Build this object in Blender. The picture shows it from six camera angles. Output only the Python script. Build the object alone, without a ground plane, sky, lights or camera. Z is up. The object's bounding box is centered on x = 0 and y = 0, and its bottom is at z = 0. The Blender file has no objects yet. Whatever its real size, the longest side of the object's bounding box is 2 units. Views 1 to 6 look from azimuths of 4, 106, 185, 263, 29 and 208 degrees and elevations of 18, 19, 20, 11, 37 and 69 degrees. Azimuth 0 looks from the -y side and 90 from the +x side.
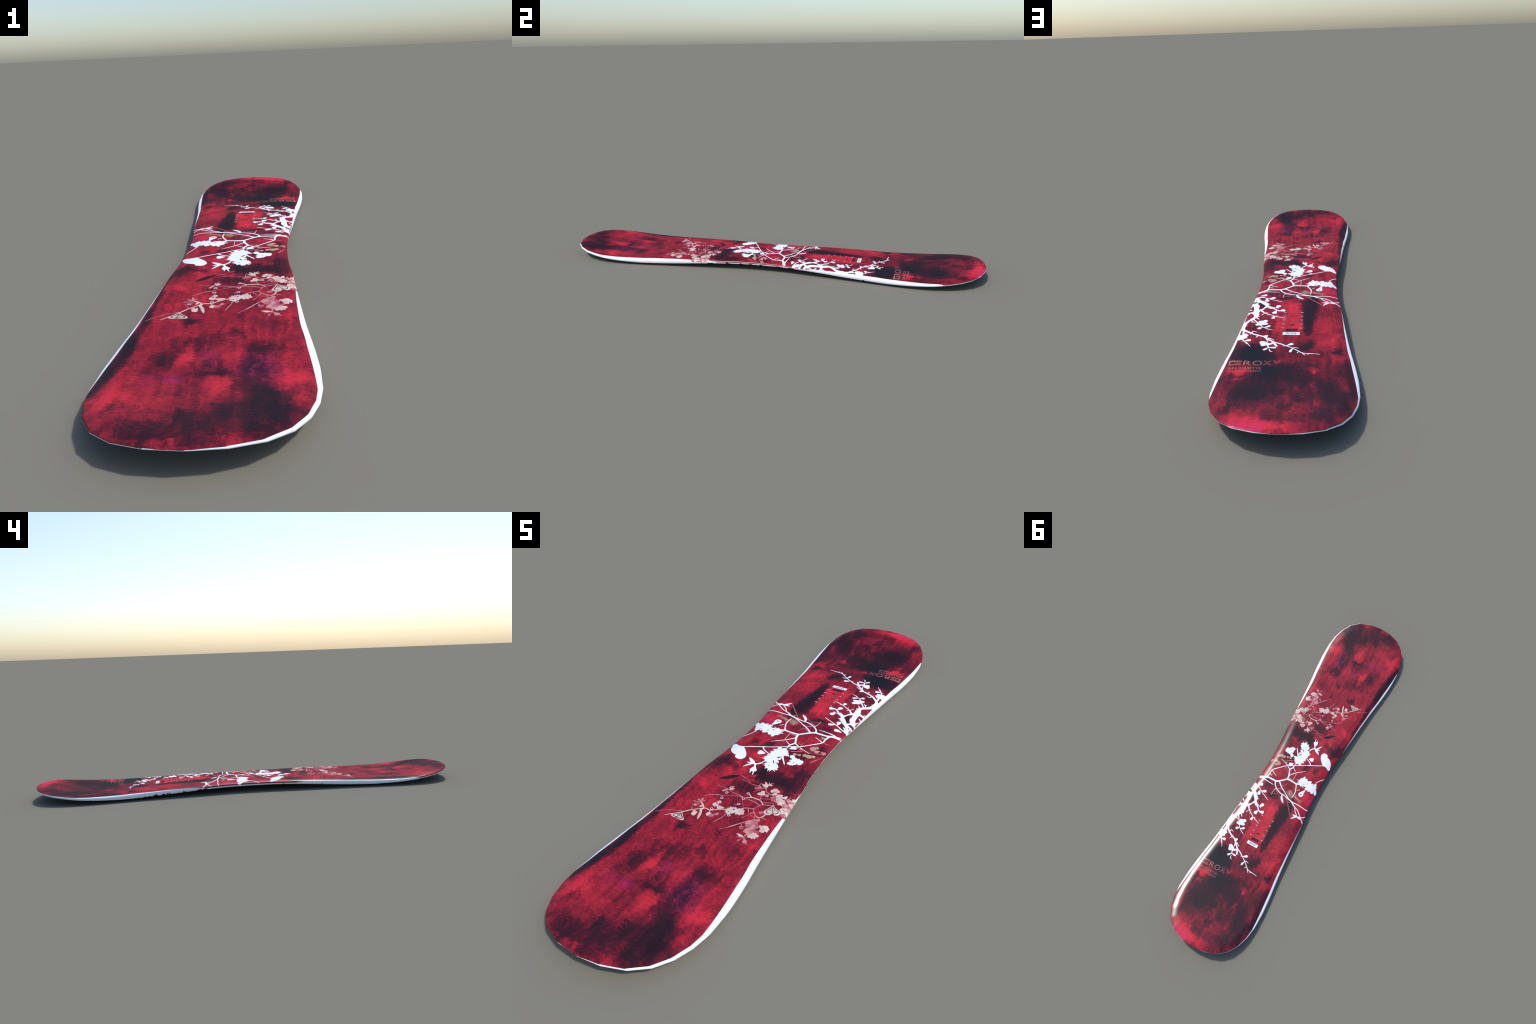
"""A snowboard lying flat: cambered, crowned deck with a rounded sidewall and a dark base.
The top sheet carries a mottled red print; over it, thin raised ink pieces draw flowering
branches, a perched bird, hearts, lettering, a sticker and two rows of binding inserts.
x runs across the board, y along it (nose at -y), z up.  Drawing sizes are in millimetres."""
import bpy, bmesh, math, random
import numpy as np

random.seed(7)
rng = np.random.default_rng(7)
MM = 0.001

# ------------------------------------------------------------------ the board's shape
def monotone(xs, ys):
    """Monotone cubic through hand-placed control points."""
    xs, ys = np.array(xs, float), np.array(ys, float)
    h = np.diff(xs); dl = np.diff(ys) / h; d = np.zeros(len(xs))
    for i in range(1, len(xs) - 1):
        if dl[i - 1] * dl[i] > 0:
            w1, w2 = 2 * h[i] + h[i - 1], h[i] + 2 * h[i - 1]
            d[i] = (w1 + w2) / (w1 / dl[i - 1] + w2 / dl[i])
    d[-1] = dl[-1]
    def f(x):
        x = np.clip(np.asarray(x, float), xs[0], xs[-1])
        i = np.clip(np.searchsorted(xs, x, side='right') - 1, 0, len(h) - 1)
        t = (x - xs[i]) / h[i]
        return (ys[i] * (1 + 2 * t) * (1 - t) ** 2 + d[i] * h[i] * t * (1 - t) ** 2
                + ys[i + 1] * t * t * (3 - 2 * t) + d[i + 1] * h[i] * t * t * (t - 1))
    return f

# sidecut: half width against distance from the middle; the tips are faceted polygons
sidecut = monotone([0, .06, .12, .2, .3, .4, .5, .55, .6, .66, .72, .785],
                   [.1490, .1500, .1533, .1618, .1706, .1792, .1888, .1946, .2009, .2072, .2109, .2112])
TIP_Y = [.785, .8415, .892, .938, .9725, .993, 1.0]
TIP_W = [.2112, .2036, .1877, .1612, .1208, .0652, 0.0]
def halfwidth(y):
    a = np.abs(y)
    return np.where(a < .785, sidecut(a), np.interp(a, TIP_Y, TIP_W))
# camber and rocker: heights of the rim and of the lower edge
KNOTS = [0, .1, .2, .3, .4, .5, .58, .65, .72, .785, .84, .895, .935, .97, 1.0]
rim = monotone(KNOTS, [.0388, .0385, .0373, .0355, .0323, .0283, .0258, .0247, .0257, .0293, .0350, .0425, .0485, .0535, .0570])
low = monotone(KNOTS, [.0267, .0262, .0243, .0195, .0140, .0100, .0088, .0108, .0143, .0197, .0265, .0333, .0402, .0466, .0520])
crown = monotone([0, .2, .5, .8, .9, 1.0], [.0090, .0088, .0078, .0076, .0065, .0030])
keel = monotone([0, .2, .57, .8, .9, 1.0], [.0070, .0080, .0090, .0080, .0050, .0020])
CROWN_REACH = .045
INSET = .0025                      # the deck's rim stands this far inside the outline

_oy = np.concatenate([-np.array(TIP_Y)[::-1], -np.linspace(.77, 0, 50), np.linspace(0, .77, 50)[1:], np.array(TIP_Y)])
OUTLINE = np.vstack([np.c_[halfwidth(_oy), _oy], np.c_[-halfwidth(_oy), _oy][::-1]])
def edge_distance(x, y):
    x, y = np.asarray(x, float), np.asarray(y, float)
    p = np.c_[x.ravel(), y.ravel()]
    best = np.full(len(p), 9.)
    for a, b in zip(OUTLINE, np.roll(OUTLINE, -1, 0)):
        ab = b - a; n = ab @ ab
        if n < 1e-12: continue
        t = np.clip(((p - a) @ ab) / n, 0, 1)
        q = p - a - t[:, None] * ab
        best = np.minimum(best, np.hypot(q[:, 0], q[:, 1]))
    best = np.where(np.abs(p[:, 0]) < halfwidth(p[:, 1]), best, 0)
    return best.reshape(x.shape)
def dome(x, y):
    s = np.clip((edge_distance(x, y) - INSET) / CROWN_REACH, 0, 1)
    return 1 - (1 - s) ** 2
def deck_height(x, y):
    return rim(np.abs(y)) + crown(np.abs(y)) * dome(x, y)
def base_height(x, y):
    return low(np.abs(y)) - keel(np.abs(y)) * dome(x, y)

# ------------------------------------------------------------------ node helpers
class Nodes:
    def __init__(self, name):
        self.mat = bpy.data.materials.new(name)
        self.mat.use_nodes = True
        self.t = self.mat.node_tree
        self.t.nodes.clear()
        self.out = self.t.nodes.new("ShaderNodeOutputMaterial")
        self.bsdf = self.t.nodes.new("ShaderNodeBsdfPrincipled")
        self.t.links.new(self.bsdf.outputs[0], self.out.inputs[0])
        self.pos = self.add("ShaderNodeTexCoord").outputs["Object"]
    def add(self, kind, **props):
        n = self.t.nodes.new(kind)
        for k, v in props.items(): setattr(n, k, v)
        return n
    def put(self, socket, v):
        if hasattr(v, "is_output"): self.t.links.new(v, socket)
        else: socket.default_value = v
    def math(self, op, a, b=0.0, clamp=False):
        n = self.add("ShaderNodeMath", operation=op, use_clamp=clamp)
        self.put(n.inputs[0], a); self.put(n.inputs[1], b)
        return n.outputs[0]
    def vec(self, op, a, b=(0, 0, 0), c=None):
        n = self.add("ShaderNodeVectorMath", operation=op)
        self.put(n.inputs[0], a); self.put(n.inputs[1], b)
        if c is not None: self.put(n.inputs[2], c)
        return n.outputs["Value"] if op in ("LENGTH", "DOT_PRODUCT") else n.outputs["Vector"]
    def noise(self, vec, scale, detail=4.0, rough=.55, colour=False):
        n = self.add("ShaderNodeTexNoise")
        self.put(n.inputs["Vector"], vec)
        n.inputs["Scale"].default_value, n.inputs["Detail"].default_value, n.inputs["Roughness"].default_value = scale, detail, rough
        return n.outputs["Color" if colour else "Fac"]
    def smooth(self, v, a, b, lo=0.0, hi=1.0):
        n = self.add("ShaderNodeMapRange", interpolation_type="SMOOTHSTEP")
        self.put(n.inputs["Value"], v)
        for k, x in zip(("From Min", "From Max", "To Min", "To Max"), (a, b, lo, hi)): n.inputs[k].default_value = x
        return n.outputs["Result"]
    def mix(self, fac, a, b):
        n = self.add("ShaderNodeMix", data_type="RGBA")
        self.put(n.inputs[0], fac)
        self.put(n.inputs[6], a if hasattr(a, "is_output") else (*a, 1)); self.put(n.inputs[7], b if hasattr(b, "is_output") else (*b, 1))
        return n.outputs[2]
    def ramp(self, v, stops):
        n = self.add("ShaderNodeValToRGB")
        el = n.color_ramp.elements
        while len(el) < len(stops): el.new(1.0)
        for e, (p, c) in zip(el, stops): e.position, e.color = p, (*c, 1)
        self.put(n.inputs[0], v)
        return n.outputs[0]
    def split(self, v):
        n = self.add("ShaderNodeSeparateXYZ"); self.put(n.inputs[0], v)
        return n.outputs
    def finish(self, colour, rough=.2, shine=.05):
        """Base colour under a thin, even gloss that does not flare at grazing angles."""
        b = self.bsdf.inputs
        self.put(b["Base Color"], colour if hasattr(colour, "is_output") else (*colour, 1))
        self.put(b["Roughness"], .6)
        b["Specular IOR Level"].default_value = 0.0
        gloss = self.add("ShaderNodeBsdfGlossy")
        gloss.inputs["Roughness"].default_value = rough
        blend = self.add("ShaderNodeMixShader")
        blend.inputs[0].default_value = shine
        self.t.links.new(self.bsdf.outputs[0], blend.inputs[1])
        self.t.links.new(gloss.outputs[0], blend.inputs[2])
        self.t.links.new(blend.outputs[0], self.out.inputs[0])
        return self.mat

def rgb(r, g, b):
    return tuple((c / 255 / 12.92) if c < 10.3 else ((c / 255 + .055) / 1.055) ** 2.4 for c in (r, g, b))

GLOSS = .2

# ------------------------------------------------------------------ materials
# soft colour patches on the top sheet: kind, centre x y, radii x y, strength
PATCHES = [
    ('dark', 121.2, -865.7, 32, 48, 0.75),
    ('dark', 103, -800.5, 35.1, 46.8, 0.31),
    ('dark', 112.9, -949.4, 45, 25, 0.45),
    ('dark', -27.9, -901.4, 20.2, 39.6, 0.31),
    ('dark', 14.9, -928.4, 16.2, 25.2, 0.19),
    ('dark', 11.6, -966.3, 70, 40, 0.35),
    ('dark', 10.1, -739, 40, 15, 0.5),
    ('dark', -137.4, -868, 17.6, 27, 0.28),
    ('dark', -97.3, -689.7, 29.7, 50.4, 0.31),
    ('dark', 95.1, -717.3, 30, 35, 0.5),
    ('dark', 99.9, -640.3, 45, 30, 0.45),
    ('dark', -39.4, -616.5, 55, 35, 0.3),
    ('dark', -103, -975.5, 18.9, 36, 0.22),
    ('dark', -86.6, -774.1, 18.9, 25.2, 0.25),
    ('dark', -192.9, -809.1, 12.2, 45, 0.37),
    ('dark', -187.4, -730.7, 11, 50, 0.75),
    ('dark', -176.3, -644.4, 12, 70, 0.85),
    ('dark', -163.8, -382.3, 9, 80, 0.5),
    ('dark', -163.4, 868.3, 16.1, 50, 0.41),
    ('red', -159, -837.7, 38, 35, 0.4),
    ('red', -90.8, -909.7, 25, 20, 0.3),
    ('red', 155.5, -764.8, 24, 30, 0.45),
    ('red', -48.7, -673.2, 14, 40, 0.45),
    ('red', 29.8, -789.7, 18, 25, 0.3),
    ('red', 37.7, -668.3, 20, 30, 0.3),
    ('mag', -57.8, -762, 23.4, 16.8, 0.48),
    ('mag', -110, -765.5, 18.2, 16.8, 0.4),
    ('pur', -5.1, -677.9, 20.8, 28, 0.48),
    ('pur', 105.1, -730.3, 36.4, 49, 0.64),
    ('pur', 23, -739.2, 39, 19.6, 0.24),
    ('dark', 39.7, -487.9, 18, 10, 0.5),
    ('dark', -65, -516, 24, 18, 0.6),
    ('dark', -37.1, -621, 29.7, 32.4, 0.25),
    ('dark', 26.8, -572.9, 35, 35, 0.25),
    ('dark', 164.1, -501.7, 8, 7, 0.4),
    ('red', -43.5, -405.7, 28, 24, 0.6),
    ('red', -117.5, -321.6, 45, 30, 0.5),
    ('red', -108.9, -490.7, 18, 25, 0.3),
    ('red', 192.2, -378, 20, 40, 0.2),
    ('dark', 124.1, -213.6, 40, 32, 0.85),
    ('dark', 63, -203.8, 50, 36, 0.95),
    ('dark', 8.4, -280.1, 36, 24, 0.7),
    ('dark', 12.7, -201.9, 36, 26, 0.7),
    ('dark', 130.4, -152.3, 25, 40, 0.6),
    ('red', 133, -229.7, 14, 8, 0.2),
    ('red', -37.9, -210.5, 20, 14, 0.5),
    ('red', -82.4, -236, 22, 18, 0.3),
    ('dark', -139.9, -242.8, 30, 18, 0.55),
    ('dark', -127.8, -201.5, 36, 30, 0.8),
    ('dark', -166.3, -257.9, 22, 14, 0.4),
    ('dark', -69.5, -208.3, 14, 16, 0.4),
    ('dark', 84.2, -50.7, 28, 26, 0.6),
    ('dark', 137.4, 7, 28, 20, 0.45),
    ('dark', -41, -49.6, 14, 20, 0.55),
    ('dark', -91.9, -55.8, 22, 20, 0.55),
    ('dark', -61.9, -77.9, 12, 10, 0.3),
    ('red', -65.8, -53.9, 14, 18, 0.35),
    ('red', 84.4, 57.4, 22, 20, 0.25),
    ('red', -47.2, -122.3, 22, 22, 0.6),
    ('red', 12.5, -9.4, 24, 14, 0.25),
    ('dark', 90.2, 121.7, 22, 18, 0.5),
    ('dark', 38.7, 159.1, 30, 16, 0.65),
    ('dark', 103.8, 192.6, 20, 24, 0.45),
    ('dark', 137.6, 176.1, 10, 12, 0.5),
    ('dark', 123.2, 231.8, 9, 22, 0.5),
    ('red', -118.4, 98.2, 30, 28, 0.8),
    ('red', -113.4, 154.2, 20, 20, 0.5),
    ('mag', -96.7, 85.7, 18, 22, 0.75),
    ('mag', -150, 90, 14, 35, 0.9),
    ('mag', -145.8, 158.9, 10, 22, 0.6),
    ('red', 15.6, 220.8, 30, 25, 0.4),
    ('dark', -54.1, 188.5, 22, 35, 0.75),
    ('dark', -61.3, 248.4, 20, 40, 0.8),
    ('dark', -48.8, 326.4, 20, 40, 0.9),
    ('dark', -53.3, 367.7, 18, 25, 0.6),
    ('dark', -49.7, 426.7, 14, 25, 0.5),
    ('dark', -35, 237, 12, 60, 0.5),
    ('dark', 37.4, 167.1, 22, 12, 0.4),
    ('red', 0.5, 249.2, 28, 35, 0.5),
    ('red', 0.4, 337.7, 38, 70, 0.6),
    ('red', -8, 398.4, 40, 30, 0.5),
    ('red', 46.9, 379.5, 18, 45, 0.4),
    ('red', -113.7, 366.6, 30, 70, 0.35),
    ('red', -101.8, 212.3, 25, 30, 0.4),
    ('dark', 71.3, 399.8, 7, 60, 0.45),
    ('dark', 114, 410.4, 30, 40, 0.35),
    ('dark', 144.6, 399.9, 30, 30, 0.2),
    ('dark', 107.8, 547.5, 41.4, 32.5, 0.85),
    ('dark', 98.2, 590.6, 46, 27.5, 0.9),
    ('dark', 153.4, 548.3, 46, 37.5, 0.57),
    ('dark', 74.1, 564.1, 28.7, 27.5, 0.47),
    ('dark', 157.6, 583.3, 41.4, 25, 0.47),
    ('dark', 57.6, 670.3, 41.4, 50, 0.68),
    ('dark', 1.2, 701, 51.7, 37.5, 0.41),
    ('dark', 71.8, 755.4, 69, 56.2, 0.41),
    ('dark', 109.8, 814.2, 40.2, 43.8, 0.34),
    ('dark', 109.7, 560.7, 34.5, 50, 0.66),
    ('dark', 153.6, 690.2, 23, 7.5, 0.34),
    ('red', 144.3, 667.5, 30, 14, 0.75),
    ('red', 133.3, 713.2, 18, 14, 0.35),
    ('red', 14.2, 617, 26, 26, 0.22),
    ('red', 12.4, 730, 18, 26, 0.55),
    ('red', -70.7, 739.1, 12, 34, 0.55),
    ('red', 157.7, 847.4, 22, 28, 0.25),
    ('red', -62.6, 653.5, 16, 10, 0.45),
    ('dark', 152.6, 906.8, 11.5, 17.5, 0.34),
    ('dark', 147.6, 870.5, 10.3, 20, 0.34),
    ('dark', 142.8, 833.8, 11.5, 20, 0.38),
    ('dark', 75.5, 780.9, 51.7, 56.2, 0.33),
    ('dark', -84.9, 913.3, 23, 20, 0.34),
    ('dark', -122.3, 924.1, 20.7, 22.5, 0.34),
    ('dark', 22, 931.2, 18.4, 17.5, 0.38),
    ('dark', -134.1, 819.8, 34.5, 56.2, 0.48),
    ('dark', -6.7, 865.4, 18.4, 20, 0.38),
    ('dark', -40.4, 823.9, 23, 25, 0.33),
    ('red', 50.7, 974.5, 45, 35, 0.55),
    ('red', 107.6, 952.8, 20, 30, 0.4),
    ('red', -57.3, 990, 30, 10, 0.4),
    ('mag', 57, 991.3, 20, 20, 0.6),
    ('mag', 105.4, 978.4, 12, 20, 0.5),
    ('red', -77.4, 874.2, 12, 24, 0.35),
    ('red', -148.7, 922.2, 16, 14, 0.3),
    ('dark', -49, 515.7, 20.7, 27.5, 0.52),
    ('dark', -151.1, 543.7, 18.4, 22.5, 0.52),
    ('dark', -115.3, 731.5, 29.9, 37.5, 0.34),
    ('dark', -138.2, 786.4, 34.5, 37.5, 0.38),
    ('dark', -20, 647.5, 34.5, 32.5, 0.34),
    ('dark', -201.6, 768.9, 13.8, 43.8, 0.48),
    ('red', -202.3, 563.1, 26, 40, 0.5),
    ('red', -153.2, 582.3, 20, 22, 0.35),
    ('red', -140.4, 489.6, 30, 40, 0.45),
    ('red', -197.5, 694, 18, 24, 0.3),
    ('red', -77.7, 659.6, 14, 10, 0.5),
    ('red', -95.6, 499.6, 20, 24, 0.3),
    ('dark', -165.4, 664.1, 18.4, 20, 0.33),
    ('tan', -23.6, 120.7, 11, 17, 0.9),
    ('tan', -39.1, 124.5, 9, 12, 0.8),
    ('tan', -78.7, 128.8, 22, 9, 0.9),
    ('tan', -64.1, 129.2, 10, 9, 0.7),
    ('dark', 107.2, -901.7, 55, 38, 0.55),
    ('dark', 115.8, -830.7, 30, 45, 0.5),
    ('dark', 80.8, -756.2, 32.4, 63, 0.28),
    ('dark', -26.3, -901.3, 21.6, 36, 0.31),
    ('dark', 12.9, -923.3, 29.7, 28.8, 0.28),
    ('dark', 36.1, -895.1, 40, 30, 0.3),
    ('dark', -41.5, -963.6, 40, 22, 0.4),
    ('dark', -77.6, -940.9, 29.7, 25.2, 0.22),
    ('dark', 7.3, -706.9, 30, 24, 0.45),
    ('dark', -92.3, -681.6, 24.3, 43.2, 0.28),
    ('dark', 12.9, -747.2, 36, 12, 0.4),
    ('dark', -143.8, -868.2, 16.2, 25.2, 0.25),
    ('dark', 83.3, -655.7, 30, 30, 0.3),
    ('dark', 106.8, -947.3, 40, 16, 0.35),
    ('dark', -29.8, -832.2, 30, 26, 0.2),
    ('red', 161.2, -749, 26, 34, 0.5),
    ('red', -53.1, -666.8, 14, 40, 0.4),
    ('red', -162.6, -833.8, 34, 34, 0.35),
    ('red', -113.4, -844.7, 20, 18, 0.3),
    ('red', 20.9, -778.6, 20, 22, 0.25),
    ('red', -10, -991.1, 30, 10, 0.3),
    ('pur', 86.2, -711.1, 31.2, 47.6, 0.56),
    ('pur', -10.2, -665, 18.2, 25.2, 0.4),
    ('mag', -63.2, -759.9, 18.2, 16.8, 0.32),
    ('dark', -111.2, 892.1, 39.1, 32.5, 0.38),
    ('dark', -158.7, 814.2, 34.5, 37.5, 0.31),
    ('dark', -124.5, 738, 29.9, 30, 0.34),
    ('dark', -26.4, 714.3, 39.1, 32.5, 0.34),
    ('dark', 42.1, 788.9, 51.7, 42.5, 0.38),
    ('dark', 101.5, 792.8, 41.4, 32.5, 0.33),
    ('dark', 123.4, 856.7, 11.5, 37.5, 0.31),
    ('dark', 60.3, 680.1, 39.1, 30, 0.41),
    ('dark', 23.3, 645.3, 46, 30, 0.33),
    ('dark', 186, 562.2, 29.9, 37.5, 0.38),
    ('dark', -47.7, 523.8, 18.4, 17.5, 0.52),
    ('dark', -147.3, 542.1, 16.1, 15, 0.38),
    ('dark', -48.8, 820.6, 34.5, 30, 0.24),
    ('red', 83.9, 922.3, 50, 24, 0.35),
    ('red', -82.9, 759.2, 10, 28, 0.5),
    ('red', -10.4, 788.7, 12, 18, 0.35),
    ('red', -80.4, 659.6, 18, 10, 0.5),
    ('red', -131.6, 574.1, 20, 18, 0.35),
    ('red', 135.1, 701.6, 36, 12, 0.4),
    ('mag', 75.4, 990.2, 30, 12, 0.35),
    ('strip', -194, -725, 11, 48, 0.9),
    ('strip', -181, -612, 12, 62, 1),
    ('strip', -168, -500, 10, 60, 0.7),
    ('strip', -200, -795, 8, 30, 0.6),
    ('strip', -186, 680, 10, 70, 0.5),
    ('strip', -170, 840, 10, 40, 0.4),
    ('black', 98.8, 585.5, 46.8, 24, 0.64),
    ('black', 58.5, 673.6, 31.2, 36, 0.64),
    ('black', 111.9, 561.9, 28.6, 31.2, 0.48),
    ('black', 130.2, 558.2, 31.2, 31.2, 0.48),
    ('black', 112.6, -798.8, 26, 24, 0.32),
    ('black', -26.1, -904.5, 15.6, 12, 0.32),
    ('black', -193.6, 792.9, 13, 40.8, 0.48),
    ('dark', 135.6, -905.4, 50, 26, 0.4),
    ('dark', 75.9, -879.5, 30, 26, 0.3),
    ('dark', -70.4, -970.9, 30, 16, 0.25),
    ('black', -42.4, -47.1, 13, 14.4, 0.32),
    ('strip', -62, 215, 22, 45, 0.6),
    ('strip', -54, 270, 24, 40, 0.65),
    ('strip', -54, 330, 20, 42, 0.8),
    ('strip', -51, 390, 13, 42, 0.7),
    ('red', 50, 965, 100, 32, 0.6),
    ('red', 110, 930, 50, 30, 0.3),
    ('black', 95, 596, 44.2, 19.2, 0.48),
    ('black', 62, 650, 39, 31.2, 0.48),
    ('dark', 70, 720, 126, 45, 0.33),
    ('dark', -40, 640, 69, 30, 0.28),
    ('dark', -55, -930, 80, 40, 0.25),
    ('dark', 70, -900, 60, 60, 0.25),
    ('dark', 60, 680, 120, 50, 0.08),
    ('dark', -60, 760, 60, 60, 0.25),
    ('dark', 90, 800, 60, 50, 0.25),
    ('red', 132, 664, 40, 14, 0.8),
    ('red', 20, 720, 14, 50, 0.35),
    ('red', -30, 690, 12, 60, 0.3),
    ('red', 60, 790, 20, 40, 0.3),
    ('red', 60, 985, 90, 26, 0.6),
    ('red', 130, 950, 40, 26, 0.4),
    ('mag', 95, 965, 60, 20, 0.35),
    ('red', 30, 660, 10, 60, 0.35),
    ('red', 90, 730, 10, 40, 0.35),
]

def top_sheet_material():
    m = Nodes("top_sheet_print")
    warp = m.vec("SUBTRACT", m.noise(m.pos, 14, 4, .6, True), (.5, .5, .5))
    p = m.vec("MULTIPLY_ADD", warp, (.045, .085, 0), m.pos)
    warp2 = m.vec("SUBTRACT", m.noise(m.vec("MULTIPLY", m.pos, (40, 75, 1)), 1.0, 5, .65, True), (.5, .5, .5))
    near = m.vec("MULTIPLY_ADD", warp2, (.010, .03, 0), m.pos)
    p = m.vec("MULTIPLY_ADD", warp2, (.026, .060, 0), p)
    total = {}
    for kind, cx, cy, rx, ry, amount in PATCHES:
        rx, ry = rx * MM, ry * MM
        q = m.vec("MULTIPLY_ADD", near if kind == "strip" else p, (1 / rx, 1 / ry, 0), (-cx * MM / rx, -cy * MM / ry, 0))
        s = m.smooth(m.vec("LENGTH", q), 1.7, .1, 0.0, amount)
        total[kind] = m.math("ADD", total[kind], s) if kind in total else s
    cloud = m.math("SUBTRACT", m.noise(m.pos, 9, 5, .62), .5)
    mottle = m.math("SUBTRACT", m.noise(m.vec("MULTIPLY", p, (24, 20, 1)), 1.0, 6, .66), .5)
    grain = m.math("SUBTRACT", m.noise(m.vec("MULTIPLY", m.pos, (70, 150, 1)), 1.0, 7, .84), .5)
    scratch = m.math("SUBTRACT", m.noise(m.vec("MULTIPLY", p, (22, 260, 1)), 1.0, 4, .7), .5)
    drag = m.math("SUBTRACT", m.noise(m.vec("MULTIPLY", p, (70, 7, 1)), 1.0, 5, .65), .5)
    ragged = m.math("ADD", m.math("MULTIPLY", m.math("ADD", m.math("ADD", mottle, drag), grain), 1.25), 1.0)
    d = m.math("ADD", m.math("MULTIPLY", cloud, .6), .40)
    for part, weight in ((mottle, .65), (grain, .95), (scratch, .30), (drag, .66), (m.math("MULTIPLY", total["dark"], ragged), .55), (total["strip"], .75), (total["red"], -.36)):
        d = m.math("ADD", d, m.math("MULTIPLY", part, weight))
    d = m.math("ADD", d, m.smooth(m.split(m.pos)[1], .40, .60, 0.0, .16))
    colour = m.ramp(m.math("MULTIPLY", d, .8), [(0.0, rgb(214, 44, 60)), (.14, rgb(190, 40, 55)), (.30, rgb(146, 29, 45)), (.47, rgb(94, 20, 34)), (.62, rgb(64, 18, 28)), (.80, rgb(50, 17, 26)), (1.0, rgb(38, 16, 23))])
    colour = m.mix(m.math("MULTIPLY", total["black"], 1.0, True), colour, rgb(20, 21, 27))
    depth = m.smooth(d, .2, .8)
    violet = m.mix(depth, rgb(170, 45, 110), rgb(48, 20, 58))
    colour = m.mix(m.math("MULTIPLY", total["pur"], .30, True), colour, violet)
    magenta = m.mix(depth, rgb(205, 40, 125), rgb(130, 25, 85))
    colour = m.mix(m.math("MULTIPLY", total["mag"], .36, True), colour, magenta)
    colour = m.mix(m.math("MULTIPLY", total["tan"], .85, True), colour, rgb(172, 146, 124))
    # the print stops short of the edge outside the waist: white margin beyond
    x, y, z = m.split(m.pos)
    curve = m.add("ShaderNodeFloatCurve")
    c = curve.mapping.curves[0]
    stops = [(0, .165), (.2, .1632), (.25, .1648), (.3, .1675), (.35, .170), (.4, .172), (.46, .1762), (.533, .1812), (.587, .1880), (.63, .1918),
             (.70, .1985), (.76, .2028), (.80, .2045), (.8415, .1998), (.892, .1838), (.938, .1568), (.9725, .1162), (.992, .0620), (1.0, .0)]
    c.points[0].location, c.points[1].location = (0, stops[0][1] * 4), (1, stops[-1][1] * 4)
    for px, py in stops[1:-1]: c.points.new(px, py * 4)
    for q in c.points: q.handle_type = 'VECTOR' if q.location[0] > .8 else 'AUTO'
    curve.mapping.update()
    m.put(curve.inputs["Value"], m.math("ABSOLUTE", y))
    limit = m.math("MULTIPLY", curve.outputs[0], .25)
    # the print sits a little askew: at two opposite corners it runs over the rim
    askew = m.math("MULTIPLY", m.smooth(m.math("ABSOLUTE", y), .795, .835), m.smooth(m.math("ABSOLUTE", y), .97, .945))
    askew = m.math("MULTIPLY", askew, m.math("GREATER_THAN", m.math("MULTIPLY", x, y), 0.0))
    limit = m.math("ADD", limit, m.math("MULTIPLY", askew, .006))
    limit = m.math("ADD", limit, m.smooth(m.math("ABSOLUTE", y), .84, .92, 0.0, .0018))
    inside = m.smooth(m.math("SUBTRACT", limit, m.math("ABSOLUTE", m.math("ADD", x, m.smooth(y, -.3, -.5, 0.0, .0035)))), -.0008, .0008)
    colour = m.mix(inside, WHITE_RGB, colour)
    return m.finish(colour, GLOSS)

WHITE_RGB = (.86, .90, .97)  # white tinted cool: bluish daylight mixed into the base colour

def sidewall_material():
    m = Nodes("sidewall_white")
    x, y, z = m.split(m.pos)
    n = m.noise(m.vec("MULTIPLY", m.pos, (20, 46, 60)), 1.0, 3, .6)
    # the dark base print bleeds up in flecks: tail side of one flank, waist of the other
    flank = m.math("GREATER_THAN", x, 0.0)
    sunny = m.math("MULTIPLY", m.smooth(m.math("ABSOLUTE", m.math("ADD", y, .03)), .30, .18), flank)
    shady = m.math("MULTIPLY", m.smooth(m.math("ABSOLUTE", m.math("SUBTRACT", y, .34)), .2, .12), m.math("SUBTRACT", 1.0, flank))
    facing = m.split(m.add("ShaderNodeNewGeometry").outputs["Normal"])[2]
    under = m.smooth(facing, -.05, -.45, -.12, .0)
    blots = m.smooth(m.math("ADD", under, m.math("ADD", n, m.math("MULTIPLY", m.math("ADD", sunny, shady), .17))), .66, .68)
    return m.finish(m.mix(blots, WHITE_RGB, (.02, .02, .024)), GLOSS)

def base_material():
    m = Nodes("base_black")
    n = m.noise(m.pos, 40, 4, .6)
    return m.finish(m.mix(n, (.012, .012, .015), (.03, .028, .032)), .4)

def ink(name, colour, other=None, scale=55):
    m = Nodes(name)
    if other is None: return m.finish(colour, GLOSS)
    n = m.smooth(m.noise(m.pos, scale, 3, .6), .38, .64)
    return m.finish(m.mix(n, colour, other), GLOSS)

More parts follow.
